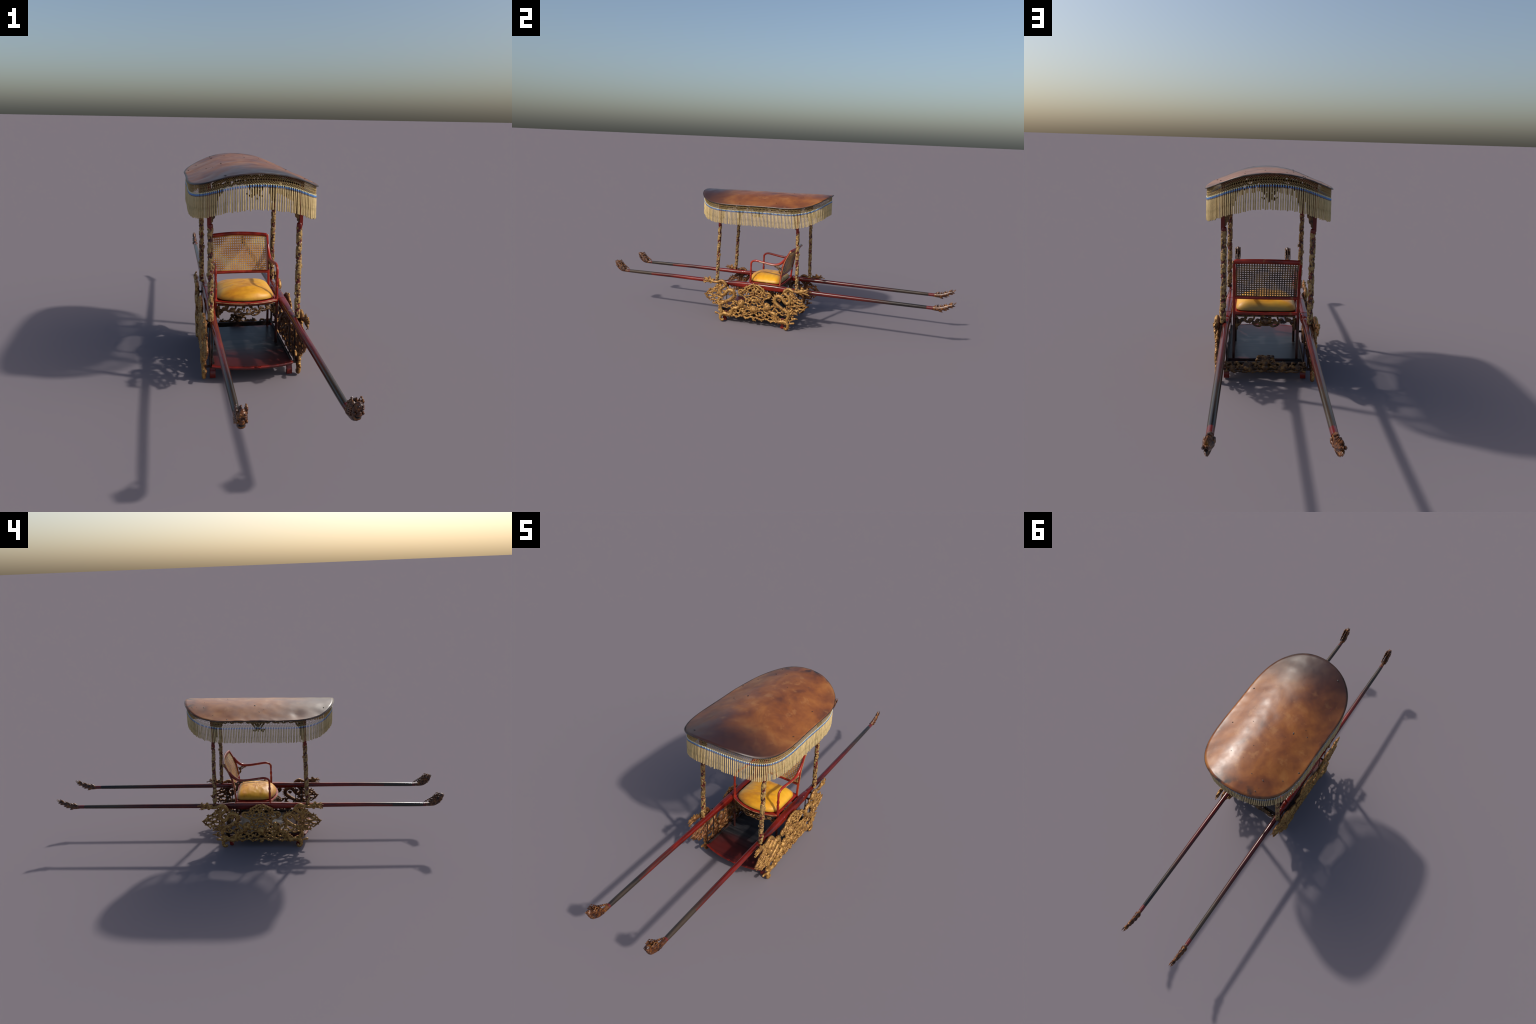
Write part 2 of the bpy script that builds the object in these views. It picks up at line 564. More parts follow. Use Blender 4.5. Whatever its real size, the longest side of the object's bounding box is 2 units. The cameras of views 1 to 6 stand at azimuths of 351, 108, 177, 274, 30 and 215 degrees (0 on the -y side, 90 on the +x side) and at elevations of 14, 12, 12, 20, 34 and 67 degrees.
# the cord that carries the beads is the parent of the tassels
b = Builder()
b.tube([(x, y, roof_z(x, y) - DROP + .0055) for x, y in line], 0.0005, sides=5, closed=True)
fringe = b.make("fringe", MT["ivory"], root)
for i, (x, y) in enumerate(line):
    if tas0 is None:
        tas0 = tassel_mesh().make("tassel", [MT["ivory"], MT["blue"], MT["grey"], MT["cord"]], fringe)
        ob = tas0
    else:
        ob = tas0.copy()
        bpy.context.scene.collection.objects.link(ob)
    ob.name = "tassel"
    ob.location = (x + rnd.uniform(-.0004, .0004), y + rnd.uniform(-.0004, .0004), roof_z(x, y) - DROP + rnd.uniform(-.0004, .0004))
    ob.rotation_euler = (rnd.gauss(0, .009), rnd.gauss(0, .009), rnd.uniform(0, 6.28))
    ob.scale = (1, 1, rnd.uniform(.965, 1.03))

# open netting between rim and beads: diamonds, one row of long eyes, diamonds
b = Builder()
NC = NT * 2


def net_pt(c, t):
    """c: column (float), t: 0 at the beads .. 1 at the rim."""
    f = (c / 2.0) % NT
    i = int(f)
    p, q = line[i], line[(i + 1) % NT]
    w = f - i
    x, y = p[0] + (q[0] - p[0]) * w, p[1] + (q[1] - p[1]) * w
    return Vector((x, y, roof_z(x, y) - DROP + .0055 + t * (DROP - .0075)))


rowsA = [0, .10, .20, .30]                 # diamonds below
rowsB = [.58, .68, .79, .90, 1.0]          # diamonds above
wire = 0.00048
for c in range(NC):
    for rows in (rowsA, rowsB):
        for r in range(len(rows) - 1):
            s = 1 if (c + r) % 2 else -1
            b.tube([net_pt(c, rows[r]), net_pt(c + s, rows[r + 1])], wire, sides=4)
    # sides of the long eyes
    if c % 2 == 0:
        b.tube([net_pt(c + 1, .28), net_pt(c + 1.0, .34), net_pt(c + 1.0, .54), net_pt(c + 1, .60)], wire * 1.25, sides=4)
        b.tube([net_pt(c, .30), net_pt(c + .8, .345)], wire, sides=4)
        b.tube([net_pt(c + 2, .30), net_pt(c + 1.2, .345)], wire, sides=4)
        b.tube([net_pt(c, .58), net_pt(c + .8, .535)], wire, sides=4)
        b.tube([net_pt(c + 2, .58), net_pt(c + 1.2, .535)], wire, sides=4)
o = b.make("netting", MT["net"], root, smooth=None)
o["kind"] = "stuff"


# ------------------------------------------------------------------ posts
def post_relief(seed):
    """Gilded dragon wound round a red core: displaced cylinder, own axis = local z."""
    b = Builder()
    L, seg, rows = 0.322, 36, 230
    rng = random.Random(seed)
    ph = rng.uniform(0, 6.28)
    off = Vector((rng.uniform(0, 50), rng.uniform(0, 50), 0))
    for i in range(rows + 1):
        z = L * i / rows
        for k in range(seg):
            a = 2 * pi * k / seg
            w = sin(2 * (a + ph) * .5 - z * 105 + 1.2 * sin(z * 37 + seed))      # winding body
            q = Vector((cos(a) * 1.5, sin(a) * 1.5, z * 105)) + off
            n1 = noise.noise(q)
            n2 = noise.noise(q * 2.3 + Vector((9, 3, 1)))
            h = 0.50 * w + 1.45 * n1 + 0.75 * n2 + .16
            h = max(-1, min(1, h * 2.2))
            r = 0.0087 + 0.0017 * h + 0.0006 * noise.noise(q * 4.5)
            taper = min(1, z / .006 + .55, (L - z) / .006 + .6)
            b.v.append(Vector((cos(a) * r * taper, sin(a) * r * taper, z)))
    for i in range(rows):
        for k in range(seg):
            k2 = (k + 1) % seg
            b.face((i * seg + k, i * seg + k2, (i + 1) * seg + k2, (i + 1) * seg + k))
    b.face([k for k in reversed(range(seg))])
    b.face([rows * seg + k for k in range(seg)])
    # fins, claws and mane tufts standing off the column
    for z0, ang, n, size in ((.195 + rng.uniform(-.012, .012), rng.uniform(0, 6.28), 6, .010),
                             (.158 + rng.uniform(-.012, .012), rng.uniform(0, 6.28), 6, .009),
                             (.232 + rng.uniform(-.01, .02), rng.uniform(0, 6.28), 4, .006),
                             (.085 + rng.uniform(-.02, .02), rng.uniform(0, 6.28), 4, .006),
                             (.03 + rng.uniform(-.01, .01), rng.uniform(0, 6.28), 3, .006)):
        rad = Vector((cos(ang), sin(ang), 0))
        tan = Vector((-sin(ang), cos(ang), 0))
        b.blob(rad * .0095 + Vector((0, 0, z0)), (.0042, .0042, .0062), seg=8, rings=6, bump=.2)
        for j in range(n):
            d = rad * 1.0 + Vector((0, 0, -1)) * (j / (n - 1) * 1.9 - .8) + tan * rng.uniform(-.3, .3)
            b.spike(rad * .0085 + Vector((0, 0, z0 - (j / (n - 1) - .4) * size * .7)), d, size * rng.uniform(.7, 1.05), .0013, tan, .0011)
    return b


PX, PYB, PYT = 0.149, 0.238, 0.227
for sx in (-1, 1):
    for sy in (-1, 1):
        b = post_relief(10 + sx * 3 + sy)
        bot = Vector((XC + sx * PX, YC + sy * PYB, 0.232))
        top = Vector((XC + sx * PX, YC + sy * PYT, 0.553))
        post = b.make("post", MT["post"], root, smooth=None, loc=bot)
        post.rotation_euler = Vector((0, 0, 1)).rotation_difference(top - bot).to_euler()
        # red bulb, square head and stepped brackets, in world frame
        inv = Matrix.Translation(bot) @ post.rotation_euler.to_matrix().to_4x4()
        inv = inv.inverted()
        b = Builder()
        x0, y0 = top.x, top.y
        b.tube([(x0, y0, .545), (x0, y0, .549), (x0, y0, .556), (x0, y0, .563), (x0, y0, .566)], [.0075, .0092, .0098, .0088, .006], sides=16)
        xo = x0 + sx * .004
        zt = roof_z(xo, y0) - .004
        b.box((xo - .0062, y0 - .0062, .556), (xo + .0062, y0 + .0062, zt))
        o = b.make("post_head", MT["red"], post, smooth=40)
        o.matrix_parent_inverse = inv
        bevel(o, .0012)
        step = [(0, .562), (.004, .562), (.0045, .568), (.009, .572), (.0095, .580), (.015, .584), (.0165, .592), (.017, .60), (.022, .603), (.0235, .62), (.024, .68), (0, .68)]
        b = Builder()
        b.plate(step, lambda u, v, t: (xo - sx * (u + .004), y0 + t, v), -.0042, .0042)
        b.plate(step, lambda u, v, t: (xo + t, y0 - sy * (u + .004), v), -.0042, .0042)
        o = b.make("post_bracket", MT["shadegilt"], post, smooth=40)
        o.matrix_parent_inverse = inv
        bevel(o, .001)

# beams under the roof
b = Builder()
for sx in (-1, 1):
    x = XC + sx * (PX + .004)
    b.box((x - .005, YC - PYT, roof_z(x, YC) - .022), (x + .005, YC + PYT, roof_z(x, YC) - .008))
for sy in (-1, 1):
    y = YC + sy * PYT
    pts = [(XC + (PX * (i / 10 - 1)), y, roof_z(XC + PX * (i / 10 - 1), y) - .013) for i in range(21)]
    b.tube(pts, .0052, sides=4, axis=Vector((0, 1, 0)), twist=pi / 4)
o = b.make("canopy_frame", MT["red"], root, smooth=40)


# ------------------------------------------------------------------ carving helpers (in a local plane)
class Carving:
    """Draws carved openwork in (u, z, depth) and maps it into space."""
    def __init__(self, mapping, axis, k=1.0):
        self.k = k                      # weight of the carving
        self.pts = []
        self.b, self.map, self.axis = Builder(), mapping, Vector(axis)

    def P(self, p, d=0.0):
        return Vector(self.map(p[0], p[1], (p[2] if len(p) > 2 else 0.0) + d))

    def stem(self, pts, r, n=5, sides=7, flat=1.15, d=0.0):
        r = [q * self.k for q in r] if isinstance(r, (list, tuple)) else r * self.k
        path = catmull([Vector((p[0], p[1], (p[2] if len(p) > 2 else 0.0) + d)) for p in pts], n)
        self.b.tube([Vector(self.map(*p)) for p in path], r, sides=sides, flat=flat, axis=self.axis)
        self.pts += path
        return path

    def scatter(self, count, seed, length=.0095, width=.0026, d=.0015):
        """Small leaves and buds budding from the stems already drawn."""
        rng = random.Random(seed)
        pts = [p for p in self.pts if p.y > .022]
        for _ in range(count):
            p = pts[rng.randrange(len(pts))]
            a = rng.uniform(0, 2 * pi)
            if rng.random() < .6:
                self.leaf((p.x, p.y), a, length * rng.uniform(.6, 1.15), width * rng.uniform(.8, 1.25), d + rng.uniform(-.002, .002), rng.uniform(-1.2, 1.2))
            else:
                self.knob((p.x + .003 * cos(a), p.y + .003 * sin(a)), rng.uniform(.0030, .0046), d + rng.uniform(-.0015, .002), rng.uniform(1, 1.5), a)

    def knob(self, p, r, d=0.0, stretch=1.0, ang=0.0, thick=1.0, bump=.18):
        r = r * (1 + (self.k - 1) * .8)
        e = self.P((p[0] + cos(ang), p[1] + sin(ang)), d) - self.P(p, d)
        e.normalize()
        a = self.axis.normalized()
        c = e.cross(a)
        rot = Matrix((e, a, c)).transposed()
        self.b.blob(self.P(p, d), (r * stretch, r * thick, r), rot=rot, seg=9, rings=6, bump=bump)

    def curl(self, c, r, turns=1.2, start=0.0, hand=1, w=0.0028, d=0.0):
        w = w * self.k
        pts = []
        n = int(10 * turns)
        for i in range(n + 1):
            t = i / n
            a = start + hand * turns * 2 * pi * t
            rr = r * (1 - .72 * t)
            pts.append((c[0] + rr * cos(a), c[1] + rr * sin(a), d))
        self.b.tube([Vector(self.map(*p)) for p in pts], [w, w, w * .8], sides=6, flat=1.2, axis=self.axis)
        e = pts[-1]
        self.knob((e[0], e[1]), w * 1.25, d)

    def spines(self, path, r, side, step, size, w=.0021, t0=0.0, t1=1.0, lean=.45):
        acc, nxt = 0.0, 0.0
        n = len(path)
        for i in range(int(n * t0) + 1, int(n * t1) - 1):
            t = path[i + 1] - path[i - 1]
            t = Vector((t.x, t.y, 0)).normalized()
            acc += (path[i] - path[i - 1]).length
            if acc < nxt:
                continue
            nxt = acc + step
            rr = (lerp_list(r, i / (n - 1)) if isinstance(r, (list, tuple)) else r) * self.k
            nrm = Vector((-t.y, t.x, 0)) * side
            q = path[i] + nrm * rr * .9
            d = (nrm - t * lean).normalized()
            p0, p1 = Vector(self.map(*q)), Vector(self.map(*(q + d)))
            self.b.spike(p0, p1 - p0, size * 1.55, w * 1.7, self.axis, .0026)

    def leaf(self, p, ang, length, width, d=0.0, curve=.25):
        width, length = width * self.k, length * (1 + (self.k - 1) * .4)
        pts = []
        for i in range(5):
            t = i / 4
            a = ang + curve * (t - .5)
            pts.append((p[0] + cos(a) * length * t, p[1] + sin(a) * length * t, d))
        self.b.tube([Vector(self.map(*q)) for q in catmull(pts, 2)], [width * .5, width, width * .85, width * .12], sides=6, flat=.7, axis=self.axis)


# ------------------------------------------------------------------ side panels
PANX = 0.1675


def dragon_upper(c, sy):
    """Rearing dragon: head at the outer top, S-shaped coils, tail running down."""
    S = lambda L: [(sy * u, z) for u, z in L]
    body = S([(.268, .236), (.250, .230), (.234, .230), (.219, .234), (.200, .2415), (.183, .234), (.173, .217), (.187, .2065), (.203, .193),
              (.2085, .177), (.203, .163), (.190, .157), (.178, .166), (.165, .184), (.147, .1935), (.129, .187), (.1200, .171),
              (.1245, .154), (.138, .143), (.153, .132), (.174, .120), (.194, .112), (.205, .097), (.203, .079), (.196, .062), (.199, .046)])
    rad = [.0070, .0066, .0072, .0076, .0080, .0082, .0092, .0096, .0092, .0085, .0082, .0078, .0066]
    path = c.stem(body, rad, n=6, sides=10, flat=.95, d=.004)
    # dorsal spines on the outer flank of the big coils
    c.spines(path, rad, sy, .0085, .0062, t0=.10, t1=.30)
    c.spines(path, rad, -sy, .0082, .0066, t0=.50, t1=.72)
    c.spines(path, rad, sy, .0085, .0050, t0=.80, t1=.98)
    c.spines(path, rad, sy, .0095, .0045, t0=.30, t1=.46)
    # belly ridge (raised middle line)
    ridge = [Vector((p.x, p.y, p.z + .0068)) for p in path[6:-10]]
    c.b.tube([Vector(c.map(*p)) for p in ridge], .0022, sides=5, axis=c.axis)
    # foliage wrapped over the lower coil
    rng = random.Random(77)
    for i in range(26):
        t = rng.random()
        u, z = .134 + .070 * t + rng.uniform(-.008, .008), .136 - .028 * t + rng.uniform(-.011, .011)
        if i % 2:
            c.leaf((sy * u, z), rng.uniform(0, 6.28), rng.uniform(.009, .014), .0036, .006, rng.uniform(-1, 1))
        else:
            c.knob((sy * u, z), rng.uniform(.0042, .0062), rng.uniform(.003, .007), rng.uniform(1, 1.5), rng.uniform(0, 3))
    # head
    H = lambda u, z, d=.004: (sy * u, z, d)
    c.knob((sy * .272, .2375), .0105, .004, 1.25, 0, .8)
    c.knob((sy * .286, .240), .0075, .006, 1.3, 0, .8)
    c.stem([H(.280, .243), H(.295, .2445), H(.306, .241), H(.318, .2395)], [.0052, .0048, .0036, .0016])          # upper jaw
    c.knob((sy * .306, .2435), .0036, .006)                                                                        # nose
    c.stem([H(.276, .230), H(.290, .2265), H(.302, .224), H(.312, .2275)], [.0050, .0044, .0034, .0014])          # lower jaw
    c.stem([H(.285, .236), H(.297, .2335), H(.306, .2345)], [.0026, .0022, .0012])                                # tongue
    c.knob((sy * .283, .2465), .0036, .009)                                                                        # eye
    for a, l in ((2.3, .013), (1.9, .015), (1.55, .014), (1.2, .011)):
        c.leaf((sy * .277, .246), a if sy > 0 else pi - a, l, .0032, .004, .5 * sy)
    for a, l in ((-1.2, .012), (-1.6, .013), (-2.0, .014), (-2.5, .013)):
        c.leaf((sy * .270, .229), a if sy > 0 else pi - a, l, .0030, .004, -.5 * sy)
    for a, l in ((2.9, .016), (3.3, .015), (2.55, .016)):
        c.leaf((sy * .262, .240), a if sy > 0 else pi - a, l, .0030, .006, .5 * sy)
    c.stem([H(.296, .2485), H(.304, .252), H(.312, .2495)], [.0018, .0014, .0007])                                # whisker
    c.stem([H(.300, .2225), H(.306, .218), H(.314, .2195)], [.0018, .0014, .0007])
    # leg and claw
    c.stem([H(.205, .221, 0), H(.222, .214, 0), H(.236, .203, 0)], [.0042, .0036, .0028])
    # curls inside the coils
    c.curl((sy * .186, .178), .0085, 1.1, 0 if sy > 0 else pi, sy, .0032, 0)
    c.knob((sy * .185, .178), .0055, 0)
    c.curl((sy * .147, .168), .0090, 1.1, pi if sy > 0 else 0, -sy, .0034, 0)
    c.knob((sy * .152, .170), .0058, 0)
    c.stem([H(.200, .222, -.001), H(.206, .214, -.001), H(.220, .209, -.001), (sy * .229, .2095, -.001)], [.0045, .005, .004, .0025])
    c.stem([H(.172, .214, -.001), H(.160, .205, -.001), H(.158, .197, -.001)], [.0040, .0034, .002])


def flame_lattice(c, sy):
    """Diamond of wavy flame strands between the dragon coil and the outer tip."""
    tips = [(.231, .2100), (.2455, .1960), (.274, .1800), (.284, .1660), (.301, .1490), (.287, .1330), (.268, .1160), (.248, .1010), (.228, .0990)]
    roots = [(.206, .204), (.206, .192), (.204, .183), (.204, .172), (.200, .160), (.196, .150), (.190, .138), (.195, .126), (.200, .112)]
    rng = random.Random(5)
    strands = []
    for k, ((tu, tz), (ru, rz)) in enumerate(zip(tips, roots)):
        pts = []
        n = 5
        for i in range(n + 1):
            t = i / n
            u, z = ru + (tu - ru) * t, rz + (tz - rz) * t
            z += .0048 * sin(t * pi * 3.0 + k * pi) * (1 - .4 * t)
            pts.append((sy * u, z, -.001))
        c.stem(pts, [.0038, .0031, .0029, .0032, .0040, .0018], n=3, sides=6)
        strands.append(pts)
        for i in range(1, n + 1):
            p = pts[i]
            c.knob((p[0], p[1]), .0042 if i < n else .0030, .001, 1.35, .35 * sy * (1 if (i + k) % 2 else -1), .9)
            if i > 1:
                c.leaf((p[0], p[1]), (0.5 if (i + k) % 2 else -.5) if sy > 0 else pi - (0.5 if (i + k) % 2 else -.5), .009, .0026, 0)
    for a, q in zip(strands, strands[1:]):
        for i in (1, 3, 4):
            j = min(i + (1 if rng.random() > .5 else 0), 5)
            c.stem([(a[i][0], a[i][1], -.002), ((a[i][0] + q[j][0]) / 2 + sy * .002, (a[i][1] + q[j][1]) / 2, -.002), (q[j][0], q[j][1], -.002)], .0023, n=2, sides=5)
    # outer edge of the diamond
    c.stem([(sy * u, z, -.001) for u, z in ((.274, .1800), (.290, .1600), (.301, .1490), (.285, .1300), (.268, .1160))], [.0018, .003, .0032, .003, .0018], n=3, sides=6)


def dragon_lower(c, sy, back):
    S = lambda L, d=.003: [(sy * u, z, d) for u, z in L]
    body = S([(.189, .0160), (.1855, .0115), (.1915, .0082), (.200, .0115), (.2040, .023), (.2010, .036), (.190, .0465), (.176, .0505), (.162, .0475),
              (.150, .0445), (.139, .0500), (.1335, .0650), (.1285, .0800), (.118, .0895), (.104, .0915), (.094, .0970), (.085, .1080)])
    rad = [.0046, .0056, .0066, .0070, .0074, .0076, .0072, .0074, .0070]
    path = c.stem(body, rad, n=6, sides=9, flat=.95)
    c.spines(path, rad, sy, .0085, .0048, t0=.35, t1=.95)
    c.spines(path, rad, -sy, .0100, .0042, t0=.55, t1=.9)
    # scaled head with mane, looking up and inward
    rng = random.Random(9)
    c.knob((sy * .079, .117), .0140, .003, 1.2, 1.9 if sy > 0 else pi - 1.9, .8, .3)
    c.knob((sy * .072, .132), .0100, .004, 1.1, 1.9, .8, .3)
    for i in range(11):
        a = .3 + i * .42
        p = (.077 + .0125 * cos(a), .121 + .0160 * sin(a))
        c.leaf((sy * p[0], p[1]), a if sy > 0 else pi - a, rng.uniform(.007, .011), .0032, .004, .4)
    c.stem(S([(.066, .136), (.060, .130), (.062, .122)], .004), [.0036, .003, .002])
    # leaves springing from the foot
    c.stem(S([(.203, .030), (.214, .043), (.226, .0455), (.240, .0480)], 0), [.0030, .0032, .0044, .0014], n=4)
    c.knob((sy * .232, .0465), .0050, 0, 1.5, .2 * sy, .8)
    if back:
        c.stem(S([(.206, .055), (.222, .062), (.236, .073), (.250, .0750)], 0), [.0028, .0030, .0044, .0014], n=4)
        c.knob((sy * .241, .0735), .0048, 0, 1.5, .3 * sy, .8)
        c.stem(S([(.226, .063), (.231, .080), (.222, .090)], 0), .0026, n=3)
    else:
        c.stem(S([(.204, .060), (.214, .066), (.213, .078)], 0), [.0032, .0036, .0020], n=4)


def center_field(c):
    """Cloud cartouche, sun disc among scrolls and the lower scroll border."""
    for s in (-1, 1):
        S = lambda L, d=0.0: [(s * u, z, d) for u, z in L]
        # cartouche outline
        c.stem(S([(0, .2385), (.014, .2385), (.028, .2325), (.045, .2225), (.054, .2150), (.056, .207), (.050, .2015)]), [.0034, .0036, .0040, .0032])
        c.stem(S([(.056, .207), (.068, .200), (.080, .2015), (.091, .1990), (.0965, .188), (.091, .1770), (.080, .1725), (.068, .1670), (.055, .1580), (.046, .1500), (.050, .1410)]), [.0034, .0036, .0036, .0034])
        c.curl((s * .0835, .1865), .0105, 1.25, 1.2 if s > 0 else pi - 1.2, -s, .0028)
        # inner loops
        c.stem(S([(0, .2270), (.012, .2250), (.020, .2160), (.012, .2070), (0, .2050)]), .0028)
        c.stem(S([(.020, .2160), (.032, .2130), (.040, .2050), (.036, .1950), (.024, .1920), (.012, .1985), (.012, .2070)]), .0028)
        c.stem(S([(.040, .2050), (.052, .1960), (.060, .1860), (.070, .1800)]), .0028)
        c.stem(S([(.036, .1950), (.046, .1860), (.048, .1740), (.058, .1680)]), .0027)
        c.stem(S([(.060, .1860), (.064, .1960), (.072, .1980)]), .0025)
        c.stem(S([(.024, .1920), (.022, .1800), (.032, .1720), (.044, .1720)]), .0027)
        c.stem(S([(.012, .1985), (.006, .1900), (.010, .1800), (.022, .1800)]), .0026)
        c.stem(S([(0, .2385), (.007, .2320), (.0, .2270)]), .0026)
        c.stem(S([(.028, .2325), (.026, .2230), (.020, .2160)]), .0026)
        c.stem(S([(.045, .2225), (.040, .2140), (.032, .2130)]), .0026)
        for u, z in ((.012, .2070), (.032, .2130), (.024, .1920), (.046, .1860), (.044, .1720), (.060, .1860), (.020, .2160)):
            c.knob((s * u, z), .0040, .001, 1.2, u * 90)
        # arch over the disc
        c.stem(S([(0, .1690), (.012, .1670), (.021, .1580), (.0235, .1480), (.030, .1440)]), [.0040, .0042, .0036])
        c.stem(S([(.021, .158), (.032, .1600), (.036, .1540), (.032, .1480)]), .0027)
        c.stem(S([(0, .1500), (.008, .1520), (.014, .1470), (.012, .1380), (.018, .1290)]), [.0048, .0042, .0030])
        c.knob((s * .006, .1480), .0062, .002)
        # scroll work round the disc
        c.stem(S([(.014, .100), (.022, .108), (.024, .120), (.018, .129), (.008, .132), (0, .126)]), .0028)
        c.stem(S([(.024, .120), (.034, .124), (.040, .116), (.038, .106), (.030, .102)]), .0027)
        c.stem(S([(.038, .106), (.048, .102), (.060, .108), (.070, .106)]), .0030)
        c.stem(S([(.046, .1500), (.052, .140), (.048, .130), (.040, .126), (.034, .124)]), .0028)
        c.stem(S([(.030, .1440), (.036, .136), (.048, .130)]), .0028)
        c.stem(S([(.048, .130), (.058, .126), (.066, .120)]), .0030)
        c.stem(S([(.060, .108), (.058, .098), (.064, .090), (.076, .088), (.086, .092)]), .0030)
        c.stem(S([(.024, .088), (.036, .092), (.048, .088), (.056, .078), (.068, .076), (.080, .080), (.092, .084), (.104, .0915)]), .0032)
        c.stem(S([(.056, .078), (.050, .068), (.040, .066), (.032, .072), (.030, .080)]), .0028)
        c.stem(S([(.040, .066), (.030, .060), (.018, .064), (.010, .072), (0, .075)]), .0030)
        c.stem(S([(.080, .080), (.084, .068), (.094, .062), (.106, .064), (.112, .074), (.104, .0915)]), .0030)
        c.stem(S([(.068, .076), (.070, .064), (.062, .056), (.050, .058), (.050, .068)]), .0030)
        # lower border with pendants
        c.stem(S([(0, .0450), (.012, .0500), (.024, .0475), (.034, .0420), (.046, .0400), (.058, .0440), (.068, .0500), (.080, .0480), (.092, .0420), (.106, .0400), (.120, .0440), (.134, .0420), (.146, .0400)]), .0036)
        c.stem(S([(.018, .064), (.020, .055), (.024, .0475)]), .0028)
        c.stem(S([(.062, .056), (.066, .052), (.068, .0500)]), .0028)
        c.stem(S([(.094, .062), (.090, .054), (.080, .0480)]), .0028)
        c.stem(S([(.106, .064), (.114, .056), (.120, .0440)]), .0028)
        c.stem(S([(.112, .074), (.124, .070), (.1335, .065)]), .0030)
        c.curl((s * .049, .0385), .0070, 1.1, pi / 2, s, .0026)
        c.curl((s * .103, .0385), .0075, 1.1, pi / 2, -s, .0028)
        c.stem(S([(.120, .0440), (.128, .0530), (.124, .062), (.115, .060)]), .0030)
        c.stem(S([(0, .0340), (.006, .0375), (.005, .0450)]), .0028)
        # scrolls between the two dragons
        c.stem(S([(.104, .0915), (.112, .104), (.124, .112), (.136, .108), (.142, .097), (.134, .088)]), .0032)
        c.stem(S([(.124, .112), (.126, .124), (.136, .132), (.146, .134)]), [.0032, .0036, .0044])
        c.stem(S([(.142, .097), (.154, .098), (.164, .104), (.172, .119)]), .0034)
        c.stem(S([(.092, .112), (.102, .118), (.108, .128), (.118, .132), (.126, .124)]), .0028)
        c.stem(S([(.154, .098), (.160, .088), (.172, .086), (.184, .090), (.200, .090)]), .0030)
        c.stem(S([(.1335, .065), (.146, .070), (.150, .062)]), [.0032, .0040, .0016])
        c.stem(S([(.176, .0505), (.182, .060), (.192, .062)]), [.0034, .0040, .0030])
        c.stem(S([(.154, .047), (.158, .058), (.152, .064)]), [.0036, .0030, .0014])
        for u, z in ((.024, .120), (.038, .106), (.048, .130), (.060, .108), (.056, .078), (.040, .066), (.080, .080), (.068, .050), (.018, .064),
                     (.112, .074), (.120, .044), (.124, .112), (.142, .097), (.094, .062), (.034, .042), (.150, .131), (.108, .128), (.062, .056), (.030, .102), (.136, .088)):
            c.knob((s * u, z), .0046, .001, 1.25, u * 70 + s)
            c.leaf((s * u, z), u * 70 + 1.5 * s, .008, .0026, .002, .8)
    # sun disc with petals
    for i in range(14):
        a = 2 * pi * i / 14 + .2
        c.knob((.0175 * cos(a), .094 + .0175 * sin(a)), .0046, .002, 1.3, a, .8)
    c.knob((0, .094), .0138, .003, 1.0, 0, .62, 0.05)
    c.knob((0, .2140), .0050, .001)
    c.stem([(-.004, .034, 0), (0, .029, 0), (.004, .034, 0)], .0026)


for sx in (-1, 1):
    mp = lambda u, z, d, sx=sx: (XC + sx * (PANX + d), YC + u, z)
    ax = (1, 0, 0)
    c = Carving(mp, ax, 1.45)
    center_field(c)
    c.scatter(270, 3, .0100, .0029)
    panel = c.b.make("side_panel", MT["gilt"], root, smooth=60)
    for sy in (-1, 1):
        c = Carving(mp, ax, 1.15)
        dragon_upper(c, sy)
        c.scatter(30, 18 + sy, .009, .0026, .001)
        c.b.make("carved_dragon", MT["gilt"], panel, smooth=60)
        c = Carving(mp, ax, 1.42)
        flame_lattice(c, sy)
        c.scatter(46, 5 + sy, .010, .0026)
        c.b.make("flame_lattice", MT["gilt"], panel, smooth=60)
        c = Carving(mp, ax, 1.38)
        dragon_lower(c, sy, sy > 0)
        c.scatter(46, 8 + sy, .009, .0026, .003)
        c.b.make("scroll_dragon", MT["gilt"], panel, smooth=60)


# ------------------------------------------------------------------ floor, feet, struts
FZ = 0.064
b = Builder()
nx = 24
top, bot = [], []
outline = [(XC - .141, .064), (XC - .143, -.285)]
for i in range(nx + 1):
    t = i / nx * 2 - 1
    outline.append((XC + t * .143, -.322 + .026 * abs(t) ** 2.2))
outline += [(XC + .143, -.285), (XC + .141, .064)]
b.plate(outline, lambda u, v, t: (u, v, t), FZ - .013, FZ)
floor = b.make("floor", MT["floor"], root, smooth=40)
bevel(floor, .003, 3)

b = Builder()
front = [(XC + (i / 12 * 2 - 1) * .1435, -.3235 + .026 * abs(i / 12 * 2 - 1) ** 2.2, FZ - .003) for i in range(13)]
b.tube(front, .0042, sides=8)
b.make("floor_moulding", MT["red"], floor, smooth=40)
b = Builder()
for sx in (-1, 1):
    b.tube([(XC + sx * .1385, -.285, FZ + .004), (XC + sx * .1385, -.1, FZ + .004), (XC + sx * .1385, .115, FZ + .004)], .0045, sides=6)
b.make("floor_moulding", MT["black"], floor, smooth=40)

b = Builder()
b.box((XC - .140, .098, .046), (XC + .140, .108, .068))
for sx in (-1, 1):
    b.box((XC + sx * .138 - .005, -.27, .044), (XC + sx * .138 + .005, .112, FZ - .0135))
o = b.make("floor_frame", MT["black"], floor, smooth=40)
bevel(o, .0015)

